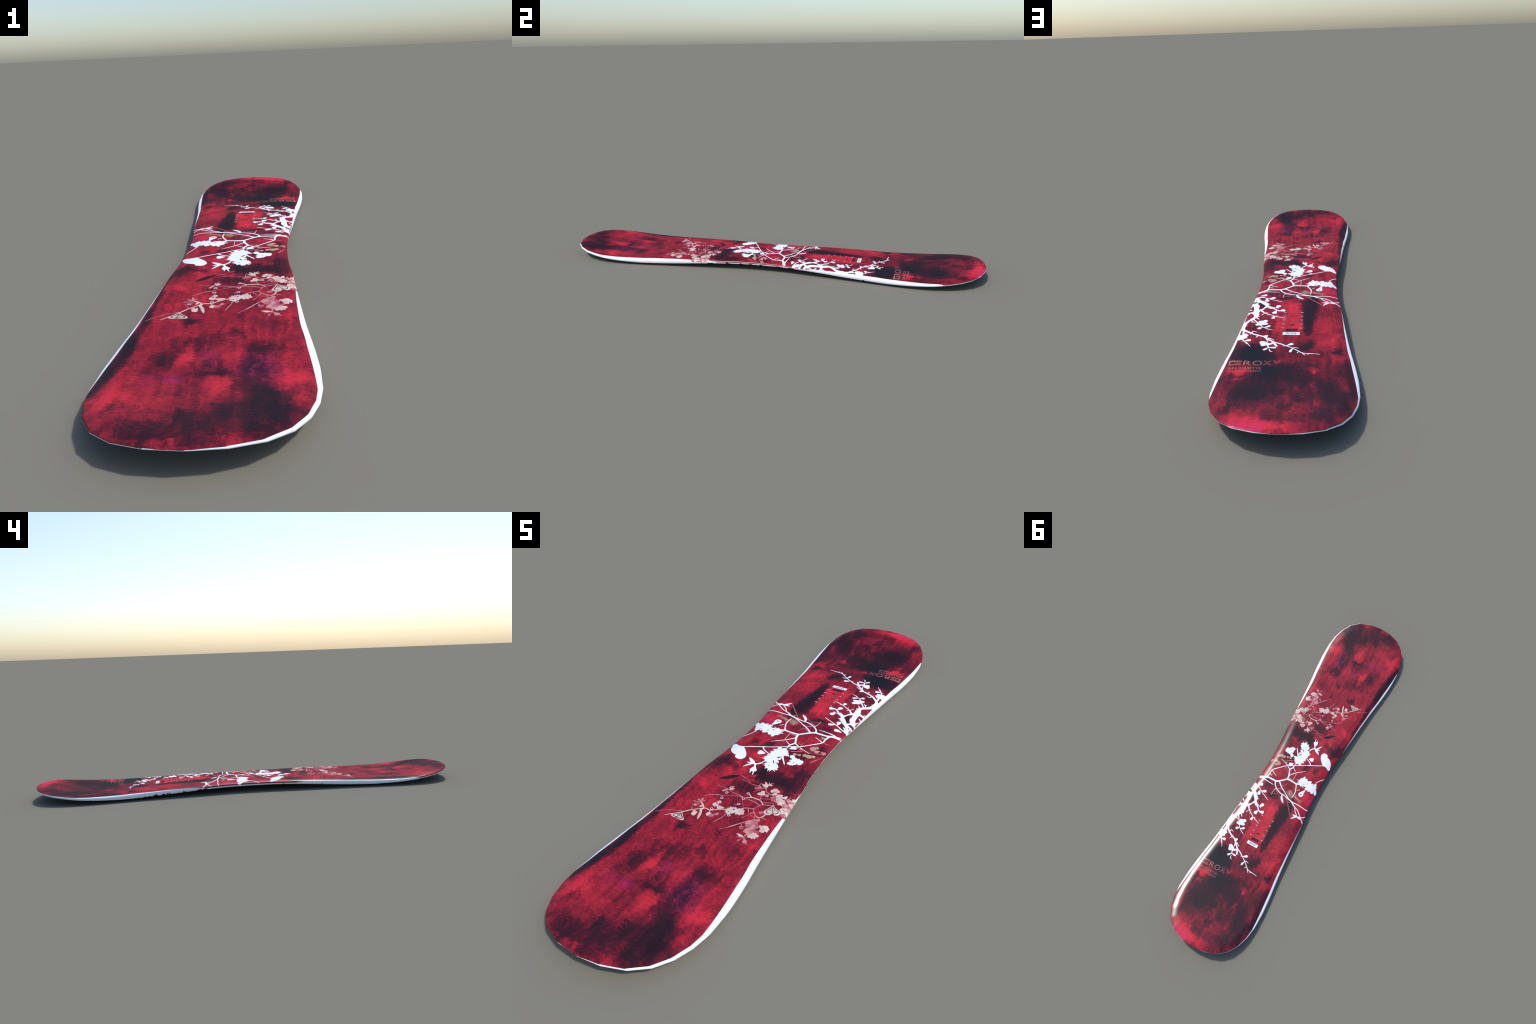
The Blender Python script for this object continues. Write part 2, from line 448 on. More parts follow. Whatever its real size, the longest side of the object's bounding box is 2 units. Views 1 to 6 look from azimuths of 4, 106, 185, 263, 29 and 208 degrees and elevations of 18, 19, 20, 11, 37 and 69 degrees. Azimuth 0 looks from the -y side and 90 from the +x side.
WHITE = ink("ink_white", WHITE_RGB)
CREAM = ink("ink_cream", rgb(216, 204, 192), rgb(212, 172, 166), 60)
PINK = ink("ink_pink", rgb(176, 84, 98), rgb(204, 148, 148), 50)
TAN = ink("ink_tan", rgb(188, 160, 132), rgb(190, 146, 132), 45)
MAGENTA = ink("ink_magenta", rgb(150, 50, 90), rgb(178, 78, 104), 50)
DARK = ink("ink_dark", rgb(44, 20, 28), rgb(62, 20, 30), 60)
BLACK = ink("ink_black", rgb(20, 20, 28))
GREY = ink("ink_grey", rgb(140, 150, 170), rgb(96, 104, 124), 300)
METAL = ink("ink_insert_light", rgb(226, 190, 200), rgb(200, 170, 186), 200)
RED = ink("ink_red", rgb(196, 40, 54), rgb(150, 28, 44), 45)
MAROON = ink("ink_maroon", rgb(96, 16, 30))
TEAL = ink("ink_teal", rgb(40, 62, 74))

def lettering_ink():
    """Tan at the left of the word, sinking into the red ground towards its end."""
    m = Nodes("ink_lettering")
    x, y, z = m.split(m.pos)
    c = m.ramp(m.smooth(x, .185, .02), [(0, rgb(180, 124, 108)), (.40, rgb(166, 110, 102)), (.62, rgb(136, 104, 102)), (.8, rgb(132, 76, 82)), (1, rgb(152, 56, 74))])
    n = m.smooth(m.noise(m.pos, 120, 3, .6), .35, .7)
    return m.finish(m.mix(m.math("MULTIPLY", n, .45), c, rgb(150, 66, 72)), GLOSS)
LETTER = lettering_ink()

# ------------------------------------------------------------------ the body
board = bpy.data.objects.new("snowboard", None)
bpy.context.scene.collection.objects.link(board)
board["label"] = "snowboard with a mottled red top and white blossom branches"
board["category"] = "snowboard"

def link(obj, parent):
    bpy.context.scene.collection.objects.link(obj)
    obj.parent = parent
    return obj

def build_body():
    rows = np.unique(np.round(np.concatenate([np.linspace(-.785, .785, 227), TIP_Y, -np.array(TIP_Y),
        *[np.linspace(a, b, 7) * s for a, b in zip(TIP_Y[:-1], TIP_Y[1:]) for s in (1, -1)]]), 6))
    v = 1 - np.concatenate([np.linspace(0, .3, 26)[:-1], np.linspace(.3, 1, 15)])     # dense near the rim
    u = np.concatenate([-v, v[::-1][1:]])
    span = 1 - INSET
    mid = rows[1:-1]
    wide = np.maximum(halfwidth(mid) - INSET, .0006)
    X = wide[:, None] * u[None, :]
    Y = np.repeat(mid[:, None] * span, len(u), 1)
    nr, nc = X.shape
    top, bot = np.stack([X, Y, deck_height(X, Y)], -1), np.stack([X, Y, base_height(X, Y)], -1)
    # closed boundary loop of the grid, with a pole at each tip
    loop = [(r, nc - 1) for r in range(nr)] + [(r, 0) for r in range(nr - 1, -1, -1)]
    verts = [tuple(p) for p in top.reshape(-1, 3)]
    tid = lambda r, c: r * nc + c
    poles_top = []
    for s in (-1, 1):
        verts.append((0, s * span, float(rim(1.0)))); poles_top.append(len(verts) - 1)
    ob = len(verts)
    verts += [tuple(p) for p in bot.reshape(-1, 3)]
    bid = lambda r, c: ob + r * nc + c
    poles_bot = []
    for s in (-1, 1):
        verts.append((0, s * span, float(low(1.0)))); poles_bot.append(len(verts) - 1)
    faces, kind = [], []
    for r in range(nr - 1):
        for c in range(nc - 1):
            faces.append((tid(r, c), tid(r, c + 1), tid(r + 1, c + 1), tid(r + 1, c))); kind.append(0)
            faces.append((bid(r, c), bid(r + 1, c), bid(r + 1, c + 1), bid(r, c + 1))); kind.append(2)
    for c in range(nc - 1):
        faces.append((poles_top[0], tid(0, c + 1), tid(0, c))); kind.append(0)
        faces.append((poles_top[1], tid(nr - 1, c), tid(nr - 1, c + 1))); kind.append(0)
        faces.append((poles_bot[0], bid(0, c), bid(0, c + 1))); kind.append(2)
        faces.append((poles_bot[1], bid(nr - 1, c + 1), bid(nr - 1, c))); kind.append(2)
    ring_top = [poles_top[0]] + [tid(r, nc - 1) for r in range(nr)] + [poles_top[1]] + [tid(r, 0) for r in range(nr - 1, -1, -1)]
    ring_bot = [poles_bot[0]] + [bid(r, nc - 1) for r in range(nr)] + [poles_bot[1]] + [bid(r, 0) for r in range(nr - 1, -1, -1)]
    P, Q = np.array([verts[i] for i in ring_top]), np.array([verts[i] for i in ring_bot])
    tang = np.roll(P, -1, 0) - np.roll(P, 1, 0)
    out = np.c_[tang[:, 1], -tang[:, 0], 0 * tang[:, 0]]
    out /= np.linalg.norm(out, axis=1)[:, None]
    prev = ring_top
    steps = 8
    for k in range(1, steps + 1):
        t = k / steps
        if k < steps:
            ring = P * (1 - t) + Q * t + out * (INSET * math.sin(math.pi * t) ** .8)
            start = len(verts); verts += [tuple(p) for p in ring]
            cur = list(range(start, start + len(ring)))
        else:
            cur = ring_bot
        n = len(cur)
        for i in range(n):
            j = (i + 1) % n
            faces.append((prev[i], cur[i], cur[j], prev[j])); kind.append(0 if k <= steps // 2 else 1)
        prev = cur
    V = np.array(verts)
    V[:, 2] -= V[:, 2].min()
    return V, faces, kind, V

V, faces, kind, _ = build_body()
LIFT = float(V[:, 2].max()) - max(float(deck_height(0., 0.)), float(rim(1.0)), float(np.max(deck_height(np.zeros(200), np.linspace(-1, 1, 200)))))
whole = bpy.data.meshes.new("whole_board")
whole.from_pydata([tuple(p) for p in V], [], faces)
bm = bmesh.new(); bm.from_mesh(whole)
bmesh.ops.recalc_face_normals(bm, faces=bm.faces[:])
bm.to_mesh(whole); bm.free()
whole.polygons.foreach_set("use_smooth", [True] * len(whole.polygons))
normals = np.array([n.vector[:] for n in whole.vertex_normals])
polys = [tuple(p.vertices) for p in whole.polygons]

def region(name, which, mat):
    own = [f for f, k in zip(polys, kind) if k == which]
    used = sorted({i for f in own for i in f}); new = {i: n for n, i in enumerate(used)}
    me = bpy.data.meshes.new(name)
    me.from_pydata([tuple(V[i]) for i in used], [], [[new[i] for i in f] for f in own])
    me.polygons.foreach_set("use_smooth", [True] * len(me.polygons))
    me.normals_split_custom_set_from_vertices([tuple(normals[i]) for i in used])
    me.materials.append(mat)
    return link(bpy.data.objects.new(name, me), board)

top_sheet = region("top_sheet", 0, top_sheet_material())
sidewall = region("sidewall", 1, sidewall_material())
base_sheet = region("base_sheet", 2, base_material())
bpy.data.meshes.remove(whole)

# ------------------------------------------------------------------ printed pieces
layer = [0]
FOLD = .008
def on_deck(p, lift):
    """Drop plan points (metres) on the deck; returns positions and deck normals."""
    p = np.asarray(p, float)
    y = np.clip(p[:, 1], -.985, .985)
    lim = halfwidth(y) - INSET
    over = np.maximum(np.abs(p[:, 0]) - lim, 0)      # what runs past the rim folds down the side
    x = np.clip(p[:, 0], -lim, lim)
    e = .0015
    xs, ys = np.concatenate([x, x + e, x - e, x, x]), np.concatenate([y, y, y, y + e, y - e])
    h = deck_height(xs, ys).reshape(5, -1)
    n = np.c_[-(h[1] - h[2]) / (2 * e), -(h[3] - h[4]) / (2 * e), np.ones(len(x))]
    n /= np.linalg.norm(n, axis=1)[:, None]
    pos = np.c_[x, y, h[0] + LIFT]
    t = np.clip(over / FOLD, 0, .55)
    sign = np.sign(x)
    pos[:, 0] += sign * INSET * np.sin(math.pi * t) ** .8
    pos[:, 2] -= t * (rim(np.abs(y)) - low(np.abs(y)))
    w = np.clip(over / .0015, 0, 1)[:, None]
    n = n * (1 - w) + np.c_[sign, 0 * x, .55 - 1.1 * t] * w
    n /= np.linalg.norm(n, axis=1)[:, None]
    return pos + n * lift, n

def piece(name, plan, polys, rims, mat, parent=None):
    """A thin raised piece of ink: top faces on the deck plus a skirt that closes its edge."""
    layer[0] += 1
    lift = .00018 + .0000004 * layer[0]
    plan = np.asarray(plan, float) * MM
    pos, nor = on_deck(plan, lift)
    low_pos = pos - nor * (lift + .0003)
    verts, norms = [tuple(p) for p in pos], [tuple(n) for n in nor]
    fs = []
    for f in polys:
        a, b, c = (plan[i] for i in f[:3])
        area = (b[0] - a[0]) * (c[1] - a[1]) - (b[1] - a[1]) * (c[0] - a[0])
        fs.append(tuple(f) if area > 0 else tuple(reversed(f)))
    for ring in rims:
        q = plan[ring]
        area = np.sum(q[:, 0] * np.roll(q[:, 1], -1) - q[:, 1] * np.roll(q[:, 0], -1))
        if area < 0: ring = ring[::-1]; q = plan[ring]
        tg = np.roll(q, -1, 0) - np.roll(q, 1, 0)
        o = np.c_[tg[:, 1], -tg[:, 0], 0 * tg[:, 0]]
        o /= np.linalg.norm(o, axis=1)[:, None] + 1e-12
        s = len(verts); n = len(ring)
        verts += [tuple(pos[i]) for i in ring] + [tuple(low_pos[i]) for i in ring]
        norms += [tuple(v) for v in o] * 2
        for i in range(n):
            j = (i + 1) % n
            fs.append((s + i, s + n + i, s + n + j, s + j))
    me = bpy.data.meshes.new(name)
    me.from_pydata(verts, [], fs)
    me.polygons.foreach_set("use_smooth", [True] * len(me.polygons))
    me.normals_split_custom_set_from_vertices([v if (v[0] ** 2 + v[1] ** 2 + v[2] ** 2) > .1 else (0, 0, 1) for v in norms])
    me.materials.append(mat)
    return link(bpy.data.objects.new(name, me), parent or top_sheet)

def curve_through(pts, step):
    """Catmull-Rom through the points, evenly resampled; also the parameter at each sample."""
    p = np.array(pts, float)
    q = np.vstack([2 * p[0] - p[1], p, 2 * p[-1] - p[-2]])
    out, par = [], []
    for i in range(len(p) - 1):
        a, b, c, d = q[i:i + 4]
        n = max(2, int(np.linalg.norm(c - b) / step))
        for t in np.arange(n) / n:
            out.append(.5 * (2 * b + (c - a) * t + (2 * a - 5 * b + 4 * c - d) * t ** 2 + (3 * b - a - 3 * c + d) * t ** 3)); par.append(i + t)
    out.append(p[-1]); par.append(len(p) - 1)
    return np.array(out), np.array(par)

def ribbon(name, mat, centre, half):
    tg = np.gradient(centre, axis=0)
    tg /= np.linalg.norm(tg, axis=1)[:, None] + 1e-9
    side = np.c_[-tg[:, 1], tg[:, 0]]
    across = (-1, -.5, 0, .5, 1) if half.max() > 6 else (-1, 0, 1)
    k, n = len(across), len(centre)
    plan = np.concatenate([centre + side * (half * a)[:, None] for a in across])
    polys = [(j * n + i, (j + 1) * n + i, (j + 1) * n + i + 1, j * n + i + 1) for j in range(k - 1) for i in range(n - 1)]
    ring = list(range(n)) + [j * n + n - 1 for j in range(1, k - 1)] + list(range((k - 1) * n + n - 1, (k - 1) * n - 1, -1)) + [j * n for j in range(k - 2, 0, -1)]
    return piece(name, plan, polys, [ring], mat)

def twig(mat, pts, widths):
    """A twig drawn as a tapering, slightly knotty stroke with rounded ends."""
    c, par = curve_through(pts, 2.2)
    w = np.interp(par, np.arange(len(widths)), widths) * (.42 if mat is WHITE else .38)
    knots = np.convolve(rng.normal(0, 1, len(w) + 4), [.25, .5, .5, .5, .25], "valid")
    w = w * (1 + .07 * knots)
    for end in (0, -1):
        r = w[end]
        d = c[end] - c[1 if end == 0 else -2]
        d = d / (np.linalg.norm(d) + 1e-9)
        cap = np.array([.45, .8, .97])
        extra, wid = c[end] + np.outer(cap * r, d), r * np.sqrt(1 - cap ** 2)
        if end == 0: c, w = np.vstack([extra[::-1], c]), np.concatenate([wid[::-1], w])
        else: c, w = np.vstack([c, extra]), np.concatenate([w, wid])
    return ribbon("twig", mat, c, w)

def bud(mat, ends, width):
    """A teardrop bud or petal: narrow at its stem, round at its tip."""
    a, b = np.array(ends, float)
    t = np.sin(np.linspace(0, math.pi / 2, 14)) ** .9
    bow = np.array([-(b - a)[1], (b - a)[0]]) * rng.uniform(-.06, .06)
    c = a + np.outer(t, b - a) + np.outer(np.sin(t * math.pi), bow)
    f = np.clip(t, 0, 1) ** .75 * np.sqrt(np.clip(1 - ((t - .62) / .381) ** 2 * (t > .62), 0, 1)) / .70
    half = width / 2 * np.clip(f, .1 * (t < .5), 1) * (1 + .05 * rng.normal(0, 1, len(t)))
    half[-1] = .05
    return ribbon("bud", mat, c, half)

def leaf(mat, ends, width):
    """A narrow pointed leaf."""
    a, b = np.array(ends, float)
    t = np.linspace(0, 1, 16)
    bow = np.array([-(b - a)[1], (b - a)[0]]) * rng.uniform(-.07, .07)
    c = a + np.outer(t, b - a) + np.outer(np.sin(t * math.pi), bow)
    half = width / 2 * (np.sin(math.pi * t ** .9) ** .8) + .4 * (1 - t)
    half[-1] = .05
    return ribbon("leaf", mat, c, half)

def star_piece(name, mat, centre, radius_at, n=120, rings=7):
    th = np.arange(n) * math.tau / n
    r = np.array([radius_at(a) for a in th])
    plan = [np.array(centre, float)]
    for k in range(1, rings + 1):
        plan += list(np.array(centre) + np.c_[np.cos(th), np.sin(th)] * (r * k / rings)[:, None])
    polys = [(0, 1 + i, 1 + (i + 1) % n) for i in range(n)]
    for k in range(rings - 1):
        s = 1 + k * n
        polys += [(s + i, s + n + i, s + n + (i + 1) % n, s + (i + 1) % n) for i in range(n)]
    return piece(name, plan, polys, [list(range(1 + (rings - 1) * n, 1 + rings * n))], mat)

def blossom(mat, centre, radius, petals=5, stamens=False):
    """A flower seen from above: uneven lobes, some with a fringe of stamens."""
    turn, ph = rng.uniform(0, math.tau), rng.uniform(0, math.tau, 4)
    size = rng.uniform(.92, 1.2, petals)
    fringe, wide = rng.uniform(0, math.tau), 1.5
    teeth = rng.uniform(.72, 1.18, 60)
    def radius_at(a):
        s = ((a - turn) / math.tau * petals) % petals
        i = int(s) % petals
        lobe = abs(math.sin(math.pi * (s - int(s)))) ** .45
        r = radius * size[i] * (.66 + .34 * lobe)
        r *= 1 + .05 * math.sin(7 * a + ph[0]) + .04 * math.sin(13 * a + ph[1])
        if stamens:
            off = abs((a - fringe + math.pi) % math.tau - math.pi)
            if off < wide: r *= teeth[int(a / math.tau * 60) % 60] if int(a / math.tau * 60) % 2 else .84
        return r
    flower = star_piece("blossom", mat, centre, radius_at, n=180 if stamens else 96)
    if stamens and radius > 15:
        for _ in range(3):
            a, q = rng.uniform(0, math.tau), rng.uniform(.3, .75) * radius
            p = np.array(centre) + q * np.array([math.cos(a), math.sin(a)])
            d = rng.normal(0, 1.6, 2)
            ribbon("blossom_vein", DARK, p + np.outer(np.linspace(-1, 1, 6), d), 1.3 * np.sin(np.linspace(.1, 3.04, 6)))
    return flower

def closed_outline(pts, per=10):
    p = np.array(pts, float); n = len(p); out = []
    for i in range(n):
        a, b, c, d = p[i - 1], p[i], p[(i + 1) % n], p[(i + 2) % n]
        for t in np.arange(per) / per:
            out.append(.5 * (2 * b + (c - a) * t + (2 * a - 5 * b + 4 * c - d) * t ** 2 + (3 * b - a - 3 * c + d) * t ** 3))
    return np.array(out)

def filled(name, mat, outline, centre=None, rings=8):
    o = np.array(outline, float); n = len(o)
    c = o.mean(0) if centre is None else np.array(centre, float)
    plan = [c] + [p for k in range(1, rings + 1) for p in c + (o - c) * k / rings]
    polys = [(0, 1 + i, 1 + (i + 1) % n) for i in range(n)]
    for k in range(rings - 1):
        s = 1 + k * n
        polys += [(s + i, s + n + i, s + n + (i + 1) % n, s + (i + 1) % n) for i in range(n)]
    return piece(name, plan, polys, [list(range(1 + (rings - 1) * n, 1 + rings * n))], mat)

def bird(mat, pts):
    """The bird perched at the end of its twig, as a silhouette."""
    return filled("bird", mat, closed_outline(pts))

def heart(pts):
    """A cream heart with a dark inner contour, parted down the middle."""
    o = closed_outline(pts, 6)
    tip = o[0]
    dip = o[36] if len(pts) == 12 else o[len(o) // 2]
    c = tip * .42 + dip * .58
    filled("heart", CREAM, o, c)
    ring = c + (o - c) * .70
    ribbon("heart_contour", DARK, np.vstack([ring, ring[:2]]), np.full(len(ring) + 2, 1.25))
    ribbon("heart_contour", DARK, c + np.outer(np.linspace(.62, 1, 10) * 0 + np.linspace(-.66, .78, 10), tip - c), np.full(10, 1.0))
    across = np.array([-(tip - c)[1], (tip - c)[0]]) / np.linalg.norm(tip - c)
    for s in (-1, 1):
        star_piece("heart_spot", MAROON, c + across * s * np.linalg.norm(tip - c) * .28, lambda a: 1.7, 16, 2)

def patch(name, mat, x0, x1, y0, y1, radius=0.0, lean=0.0):
    """A rectangle with rounded corners (a sticker, a bar)."""
    cx, cy, hx, hy = (x0 + x1) / 2, (y0 + y1) / 2, abs(x1 - x0) / 2, abs(y1 - y0) / 2
    pts = []
    for qx, qy, a0 in ((1, 1, 0), (-1, 1, 90), (-1, -1, 180), (1, -1, 270)):
        for a in np.linspace(0, 90, 5) if radius else (0,):
            a = math.radians(a0 + a)
            pts.append((cx + qx * (hx - radius) + radius * math.cos(a), cy + qy * (hy - radius) + radius * math.sin(a)))
    pts = np.array(pts)
    dense = np.concatenate([a + np.outer(np.arange(6) / 6, b - a) for a, b in zip(pts, np.roll(pts, -1, 0))])
    dense = np.array([p for i, p in enumerate(dense) if i == 0 or np.linalg.norm(p - dense[i - 1]) > 1e-4])
    dense[:, 0] += (dense[:, 1] - cy) * lean
    return filled(name, mat, dense, rings=5)

def letter(char, mat, x0, x1, y0, y1, keep=1.0, bold=.003, name="letter"):
    """One printed capital fitted to a box; it reads from the tail, so it is turned by half."""
    cu = bpy.data.curves.new("glyph", "FONT"); cu.body = char; cu.resolution_u = 6; cu.offset = bold
    ob = bpy.data.objects.new("glyph", cu); bpy.context.scene.collection.objects.link(ob)
    bpy.context.view_layer.update()
    me = bpy.data.meshes.new_from_object(ob.evaluated_get(bpy.context.evaluated_depsgraph_get()))
    bpy.data.objects.remove(ob); bpy.data.curves.remove(cu)
    bm = bmesh.new(); bm.from_mesh(me)
    bmesh.ops.remove_doubles(bm, verts=bm.verts, dist=1e-5)
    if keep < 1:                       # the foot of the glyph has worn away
        top, bottom = max(v.co.y for v in bm.verts), min(v.co.y for v in bm.verts)
        cut = bmesh.ops.bisect_plane(bm, geom=bm.verts[:] + bm.edges[:] + bm.faces[:], plane_co=(0, top - (top - bottom) * keep, 0), plane_no=(0, 1, 0), clear_inner=True)
    for _ in range(2):
        long = [e for e in bm.edges if e.calc_length() > .12]
        if long: bmesh.ops.subdivide_edges(bm, edges=long, cuts=1, use_grid_fill=True)
    bmesh.ops.triangulate(bm, faces=bm.faces[:])
    bm.verts.index_update()
    co = np.array([v.co[:2] for v in bm.verts])
    lo, hi = co.min(0), co.max(0)
    f = (co - lo) / (hi - lo)
    plan = np.c_[x0 + f[:, 0] * (x1 - x0), y1 + f[:, 1] * (y0 - y1)]
    polys = [tuple(v.index for v in fa.verts) for fa in bm.faces]
    bm.free(); bpy.data.meshes.remove(me)
    return piece(name, plan, polys, [], mat)

# dark leaf and red leaves of the printed ground
leaf(DARK, [(-36, -241), (-88.5, -287)], 17)
leaf(RED, [(11, -212), (-9, -231)], 8)
leaf(RED, [(-20, -146), (-61, -134)], 25)
leaf(RED, [(-33, -207), (-56, -227)], 13)
leaf(RED, [(-30, -227), (-58, -250)], 5)

# the flowering branches, the bird and the hearts
twig(WHITE, [(152, 109.7), (129, 101.7), (107.1, 92.2), (65.5, 90.8), (45.1, 78.6), (23.3, 58.2), (14.5, 52.5), (-15.5, 52.2), (-36.9, 52.9), (-55.8, 43.8)], [16, 14, 11, 10, 9, 9, 9, 8, 9, 8])
twig(WHITE, [(114.9, 89.1), (111.1, 69.2), (109.3, 45.6), (75.5, 8.5), (53.3, -11.7), (14, -34), (-31.4, -61.8), (-94.6, -94.6)], [9, 7, 6, 5, 5, 4, 4, 4])
twig(WHITE, [(-26.3, -58.7), (-80, -86.4), (-108.3, -102.5), (-125.4, -105.5)], [4, 4, 4, 8])
twig(WHITE, [(16.7, 53.8), (20.3, 32.3), (27.1, 13.6), (32.1, 0.2), (22.2, -18.6), (21.7, -36.9)], [8, 9, 8, 8, 7, 5])
twig(WHITE, [(31.7, -0.1), (64.2, -17.6), (99, -30.7)], [6, 4, 2])
twig(WHITE, [(20.8, -17.7), (-0.1, -2.9)], [4, 2])
twig(WHITE, [(17.7, 27.7), (-5.5, 1.5), (-42.9, -29.5)], [5, 4, 2])
twig(CREAM, [(-9.4, 5.8), (-10.3, 45.6)], [3, 3])
twig(CREAM, [(16.2, 41.3), (-6.9, 44.9)], [3, 3])
twig(WHITE, [(108.4, 49.9), (77.4, 65.4)], [5, 2])
twig(WHITE, [(131.1, 108.6), (101.7, 112.2), (66.9, 114.9)], [8, 5, 2.5])
twig(WHITE, [(64.6, 89.6), (59.1, 107.3), (42.5, 123.3), (15.5, 136.5), (-13, 139.3), (-57.1, 148.8), (-110.8, 149.5), (-139.2, 152.4), (-159.4, 148.4)], [9, 7, 6, 6, 5.5, 6, 4.5, 4.5, 4])
twig(WHITE, [(49, 82.4), (24.9, 103.9), (-2.3, 120.2), (-34.2, 139.8), (-57.1, 148.8), (-83.8, 164.8)], [8, 6, 4.5, 4.5, 6, 5])
twig(WHITE, [(-71.1, 159.7), (-90.3, 167.2), (-108.9, 175.3), (-132.7, 195.2)], [5, 5, 5, 4])
twig(WHITE, [(-89.4, 167.7), (-101.9, 186.6), (-119, 200.9)], [4, 4, 4])
twig(WHITE, [(-157.5, 185.4), (-147.8, 196.4), (-133.4, 201), (-119.6, 206.6)], [4, 6, 7, 5])
twig(WHITE, [(-163, 222), (-145.2, 207.1), (-130.8, 200.6)], [5, 6, 5])
leaf(WHITE, [(-123.4, 204.7), (-98.8, 232)], 8)
leaf(WHITE, [(-124, 205.7), (-95.5, 207.4)], 8)
leaf(WHITE, [(-146.4, 207), (-117.3, 206.7)], 9)
twig(CREAM, [(42.9, 130.5), (30.6, 120.4), (18.5, 109.8)], [3, 3, 3])
twig(CREAM, [(45.2, 126.5), (49.6, 147.9), (49.5, 167.7)], [5, 3, 2])
twig(PINK, [(51.6, 157.6), (19.9, 150)], [2, 2])
twig(WHITE, [(5.5, 137.2), (-5.3, 146.8)], [3, 4])
leaf(WHITE, [(1.5, 144.3), (-28.4, 177.4)], 10)
twig(PINK, [(38.6, 133.8), (-5.1, 162.5)], [2.5, 2])
twig(PINK, [(-30.4, 146.8), (-52.1, 173.3), (-73.4, 198.7), (-94.2, 224.1)], [3, 4, 3.5, 2])
twig(PINK, [(38.1, 85.8), (16.4, 97.5), (6.1, 75.7)], [2.5, 2, 1.5])
twig(CREAM, [(-56.3, 154.5), (-43.9, 161.9)], [2, 1.5])
twig(WHITE, [(-33.9, 53), (-42.2, 69), (-52.3, 98.2), (-51.2, 131.8)], [8, 6, 5, 3.5])
twig(WHITE, [(-120.1, 1.3), (-127.7, -13.2), (-134.8, -24.6), (-148, -41)], [4, 4, 4, 4])
blossom(WHITE, (-61.3, 26.3), radius=27, petals=9, stamens=True)
blossom(WHITE, (-111.2, 33), radius=28, petals=9, stamens=True)
blossom(WHITE, (-88.2, 31.8), radius=24, petals=7, stamens=False)
bud(WHITE, [(-91.2, 61.9), (-80.2, 104.4)], 22)
bud(WHITE, [(-130.4, 43.3), (-152.7, 53.6)], 18)
twig(WHITE, [(-64.6, 73.7), (-55, 83.5)], [3, 2])
blossom(WHITE, (81.4, -92.3), radius=20, petals=5, stamens=True)
bud(WHITE, [(75, -89.2), (105.7, -91.8)], 26)
bud(WHITE, [(74.1, -93.1), (70, -118.9)], 18)
bud(WHITE, [(76.5, -91.8), (54.1, -67.9)], 16)
blossom(WHITE, (25.7, -152.7), radius=25, petals=7, stamens=True)
blossom(WHITE, (7.1, -121.3), radius=27, petals=8, stamens=True)
blossom(WHITE, (15.8, -73.2), radius=29, petals=9, stamens=True)
blossom(WHITE, (9, -96.9), radius=22, petals=6, stamens=False)
bud(WHITE, [(29.1, -39.2), (49.4, -21.1)], 20)
bud(WHITE, [(-25.7, -100.1), (-50.7, -104.4)], 23)
twig(WHITE, [(-50.6, -69.8), (-42.4, -81.6), (-23.8, -92.4), (-9.1, -97.3)], [5, 5, 4, 3])
twig(WHITE, [(56.9, -123), (44.8, -106.5), (32.7, -90)], [4, 6, 8])
twig(WHITE, [(46.2, -75.7), (31.8, -77.3)], [8, 8])
twig(WHITE, [(-6, -142.2), (-11.9, -154), (-25.4, -168.5)], [7, 6, 7])
leaf(WHITE, [(-25.6, -168.8), (-59.8, -145.3)], 12)
leaf(WHITE, [(-29.6, -169.2), (-55.5, -170.6)], 6)
leaf(WHITE, [(-31.1, -166.6), (-53.4, -197.3)], 6)
bud(WHITE, [(-20.2, -176.2), (-12.9, -204.7)], 22)
twig(WHITE, [(-11.3, -200.4), (-5.5, -217.4)], [5, 4])
twig(WHITE, [(-19.9, -200.1), (-17.8, -214.2)], [5, 3])
twig(WHITE, [(-26.3, -165.7), (-18.6, -178.8)], [9, 5])
bird(WHITE, [(-148.6, -100.1), (-144, -94.5), (-134.3, -97.3), (-124, -104.8), (-117.3, -106.6), (-110.9, -102.3), (-101.1, -107.4), (-88.1, -120.8), (-78.2, -133.7), (-72.8, -147.2), (-73.7, -158.4), (-81.8, -168.3), (-94.8, -168.5), (-103.4, -163.9), (-106.2, -154.9), (-117.3, -151.7), (-130.4, -142.4), (-139.8, -129.6), (-145.5, -112.2)])
twig(WHITE, [(161.8, 206.8), (149.8, 216.3), (141, 247), (137.5, 273.6), (135.4, 300.2), (132.7, 317.5), (141.2, 332.9), (153.3, 345.4), (164, 361.9), (168.4, 391.5), (164.7, 409.6), (152.4, 422.8), (133.2, 439.1), (104.3, 452.8), (82, 461.3)], [13, 18, 20, 27, 23, 20, 15, 15, 15, 17, 13, 10, 8, 8, 7])
twig(WHITE, [(89.4, 460.9), (73.1, 477.6), (55.1, 492.2), (32.2, 503.4), (13.6, 515.3), (-9.1, 530.8), (-29.3, 548.4), (-40.2, 557.4), (-58.2, 560.9), (-75.7, 561.5), (-94, 563.5)], [8, 8, 6.5, 5.5, 4.5, 4, 4, 4.5, 4, 3, 2.2])
twig(WHITE, [(154.4, 157.8), (139.8, 183), (119.8, 205.9), (106.7, 223), (99.9, 238.6), (85.3, 247.5), (65, 268.8), (53.5, 276.5)], [12, 12, 20, 20, 14, 9, 7, 5])
twig(WHITE, [(103, 241.6), (113.1, 257), (123.2, 270.2), (133.8, 282.3)], [14, 5, 14, 20])
twig(WHITE, [(131.6, 199.1), (138.4, 203.9), (147.5, 213.9)], [10, 9, 10])
twig(WHITE, [(138.2, 194.2), (150.2, 187.3), (163, 183.5)], [8, 9, 14])
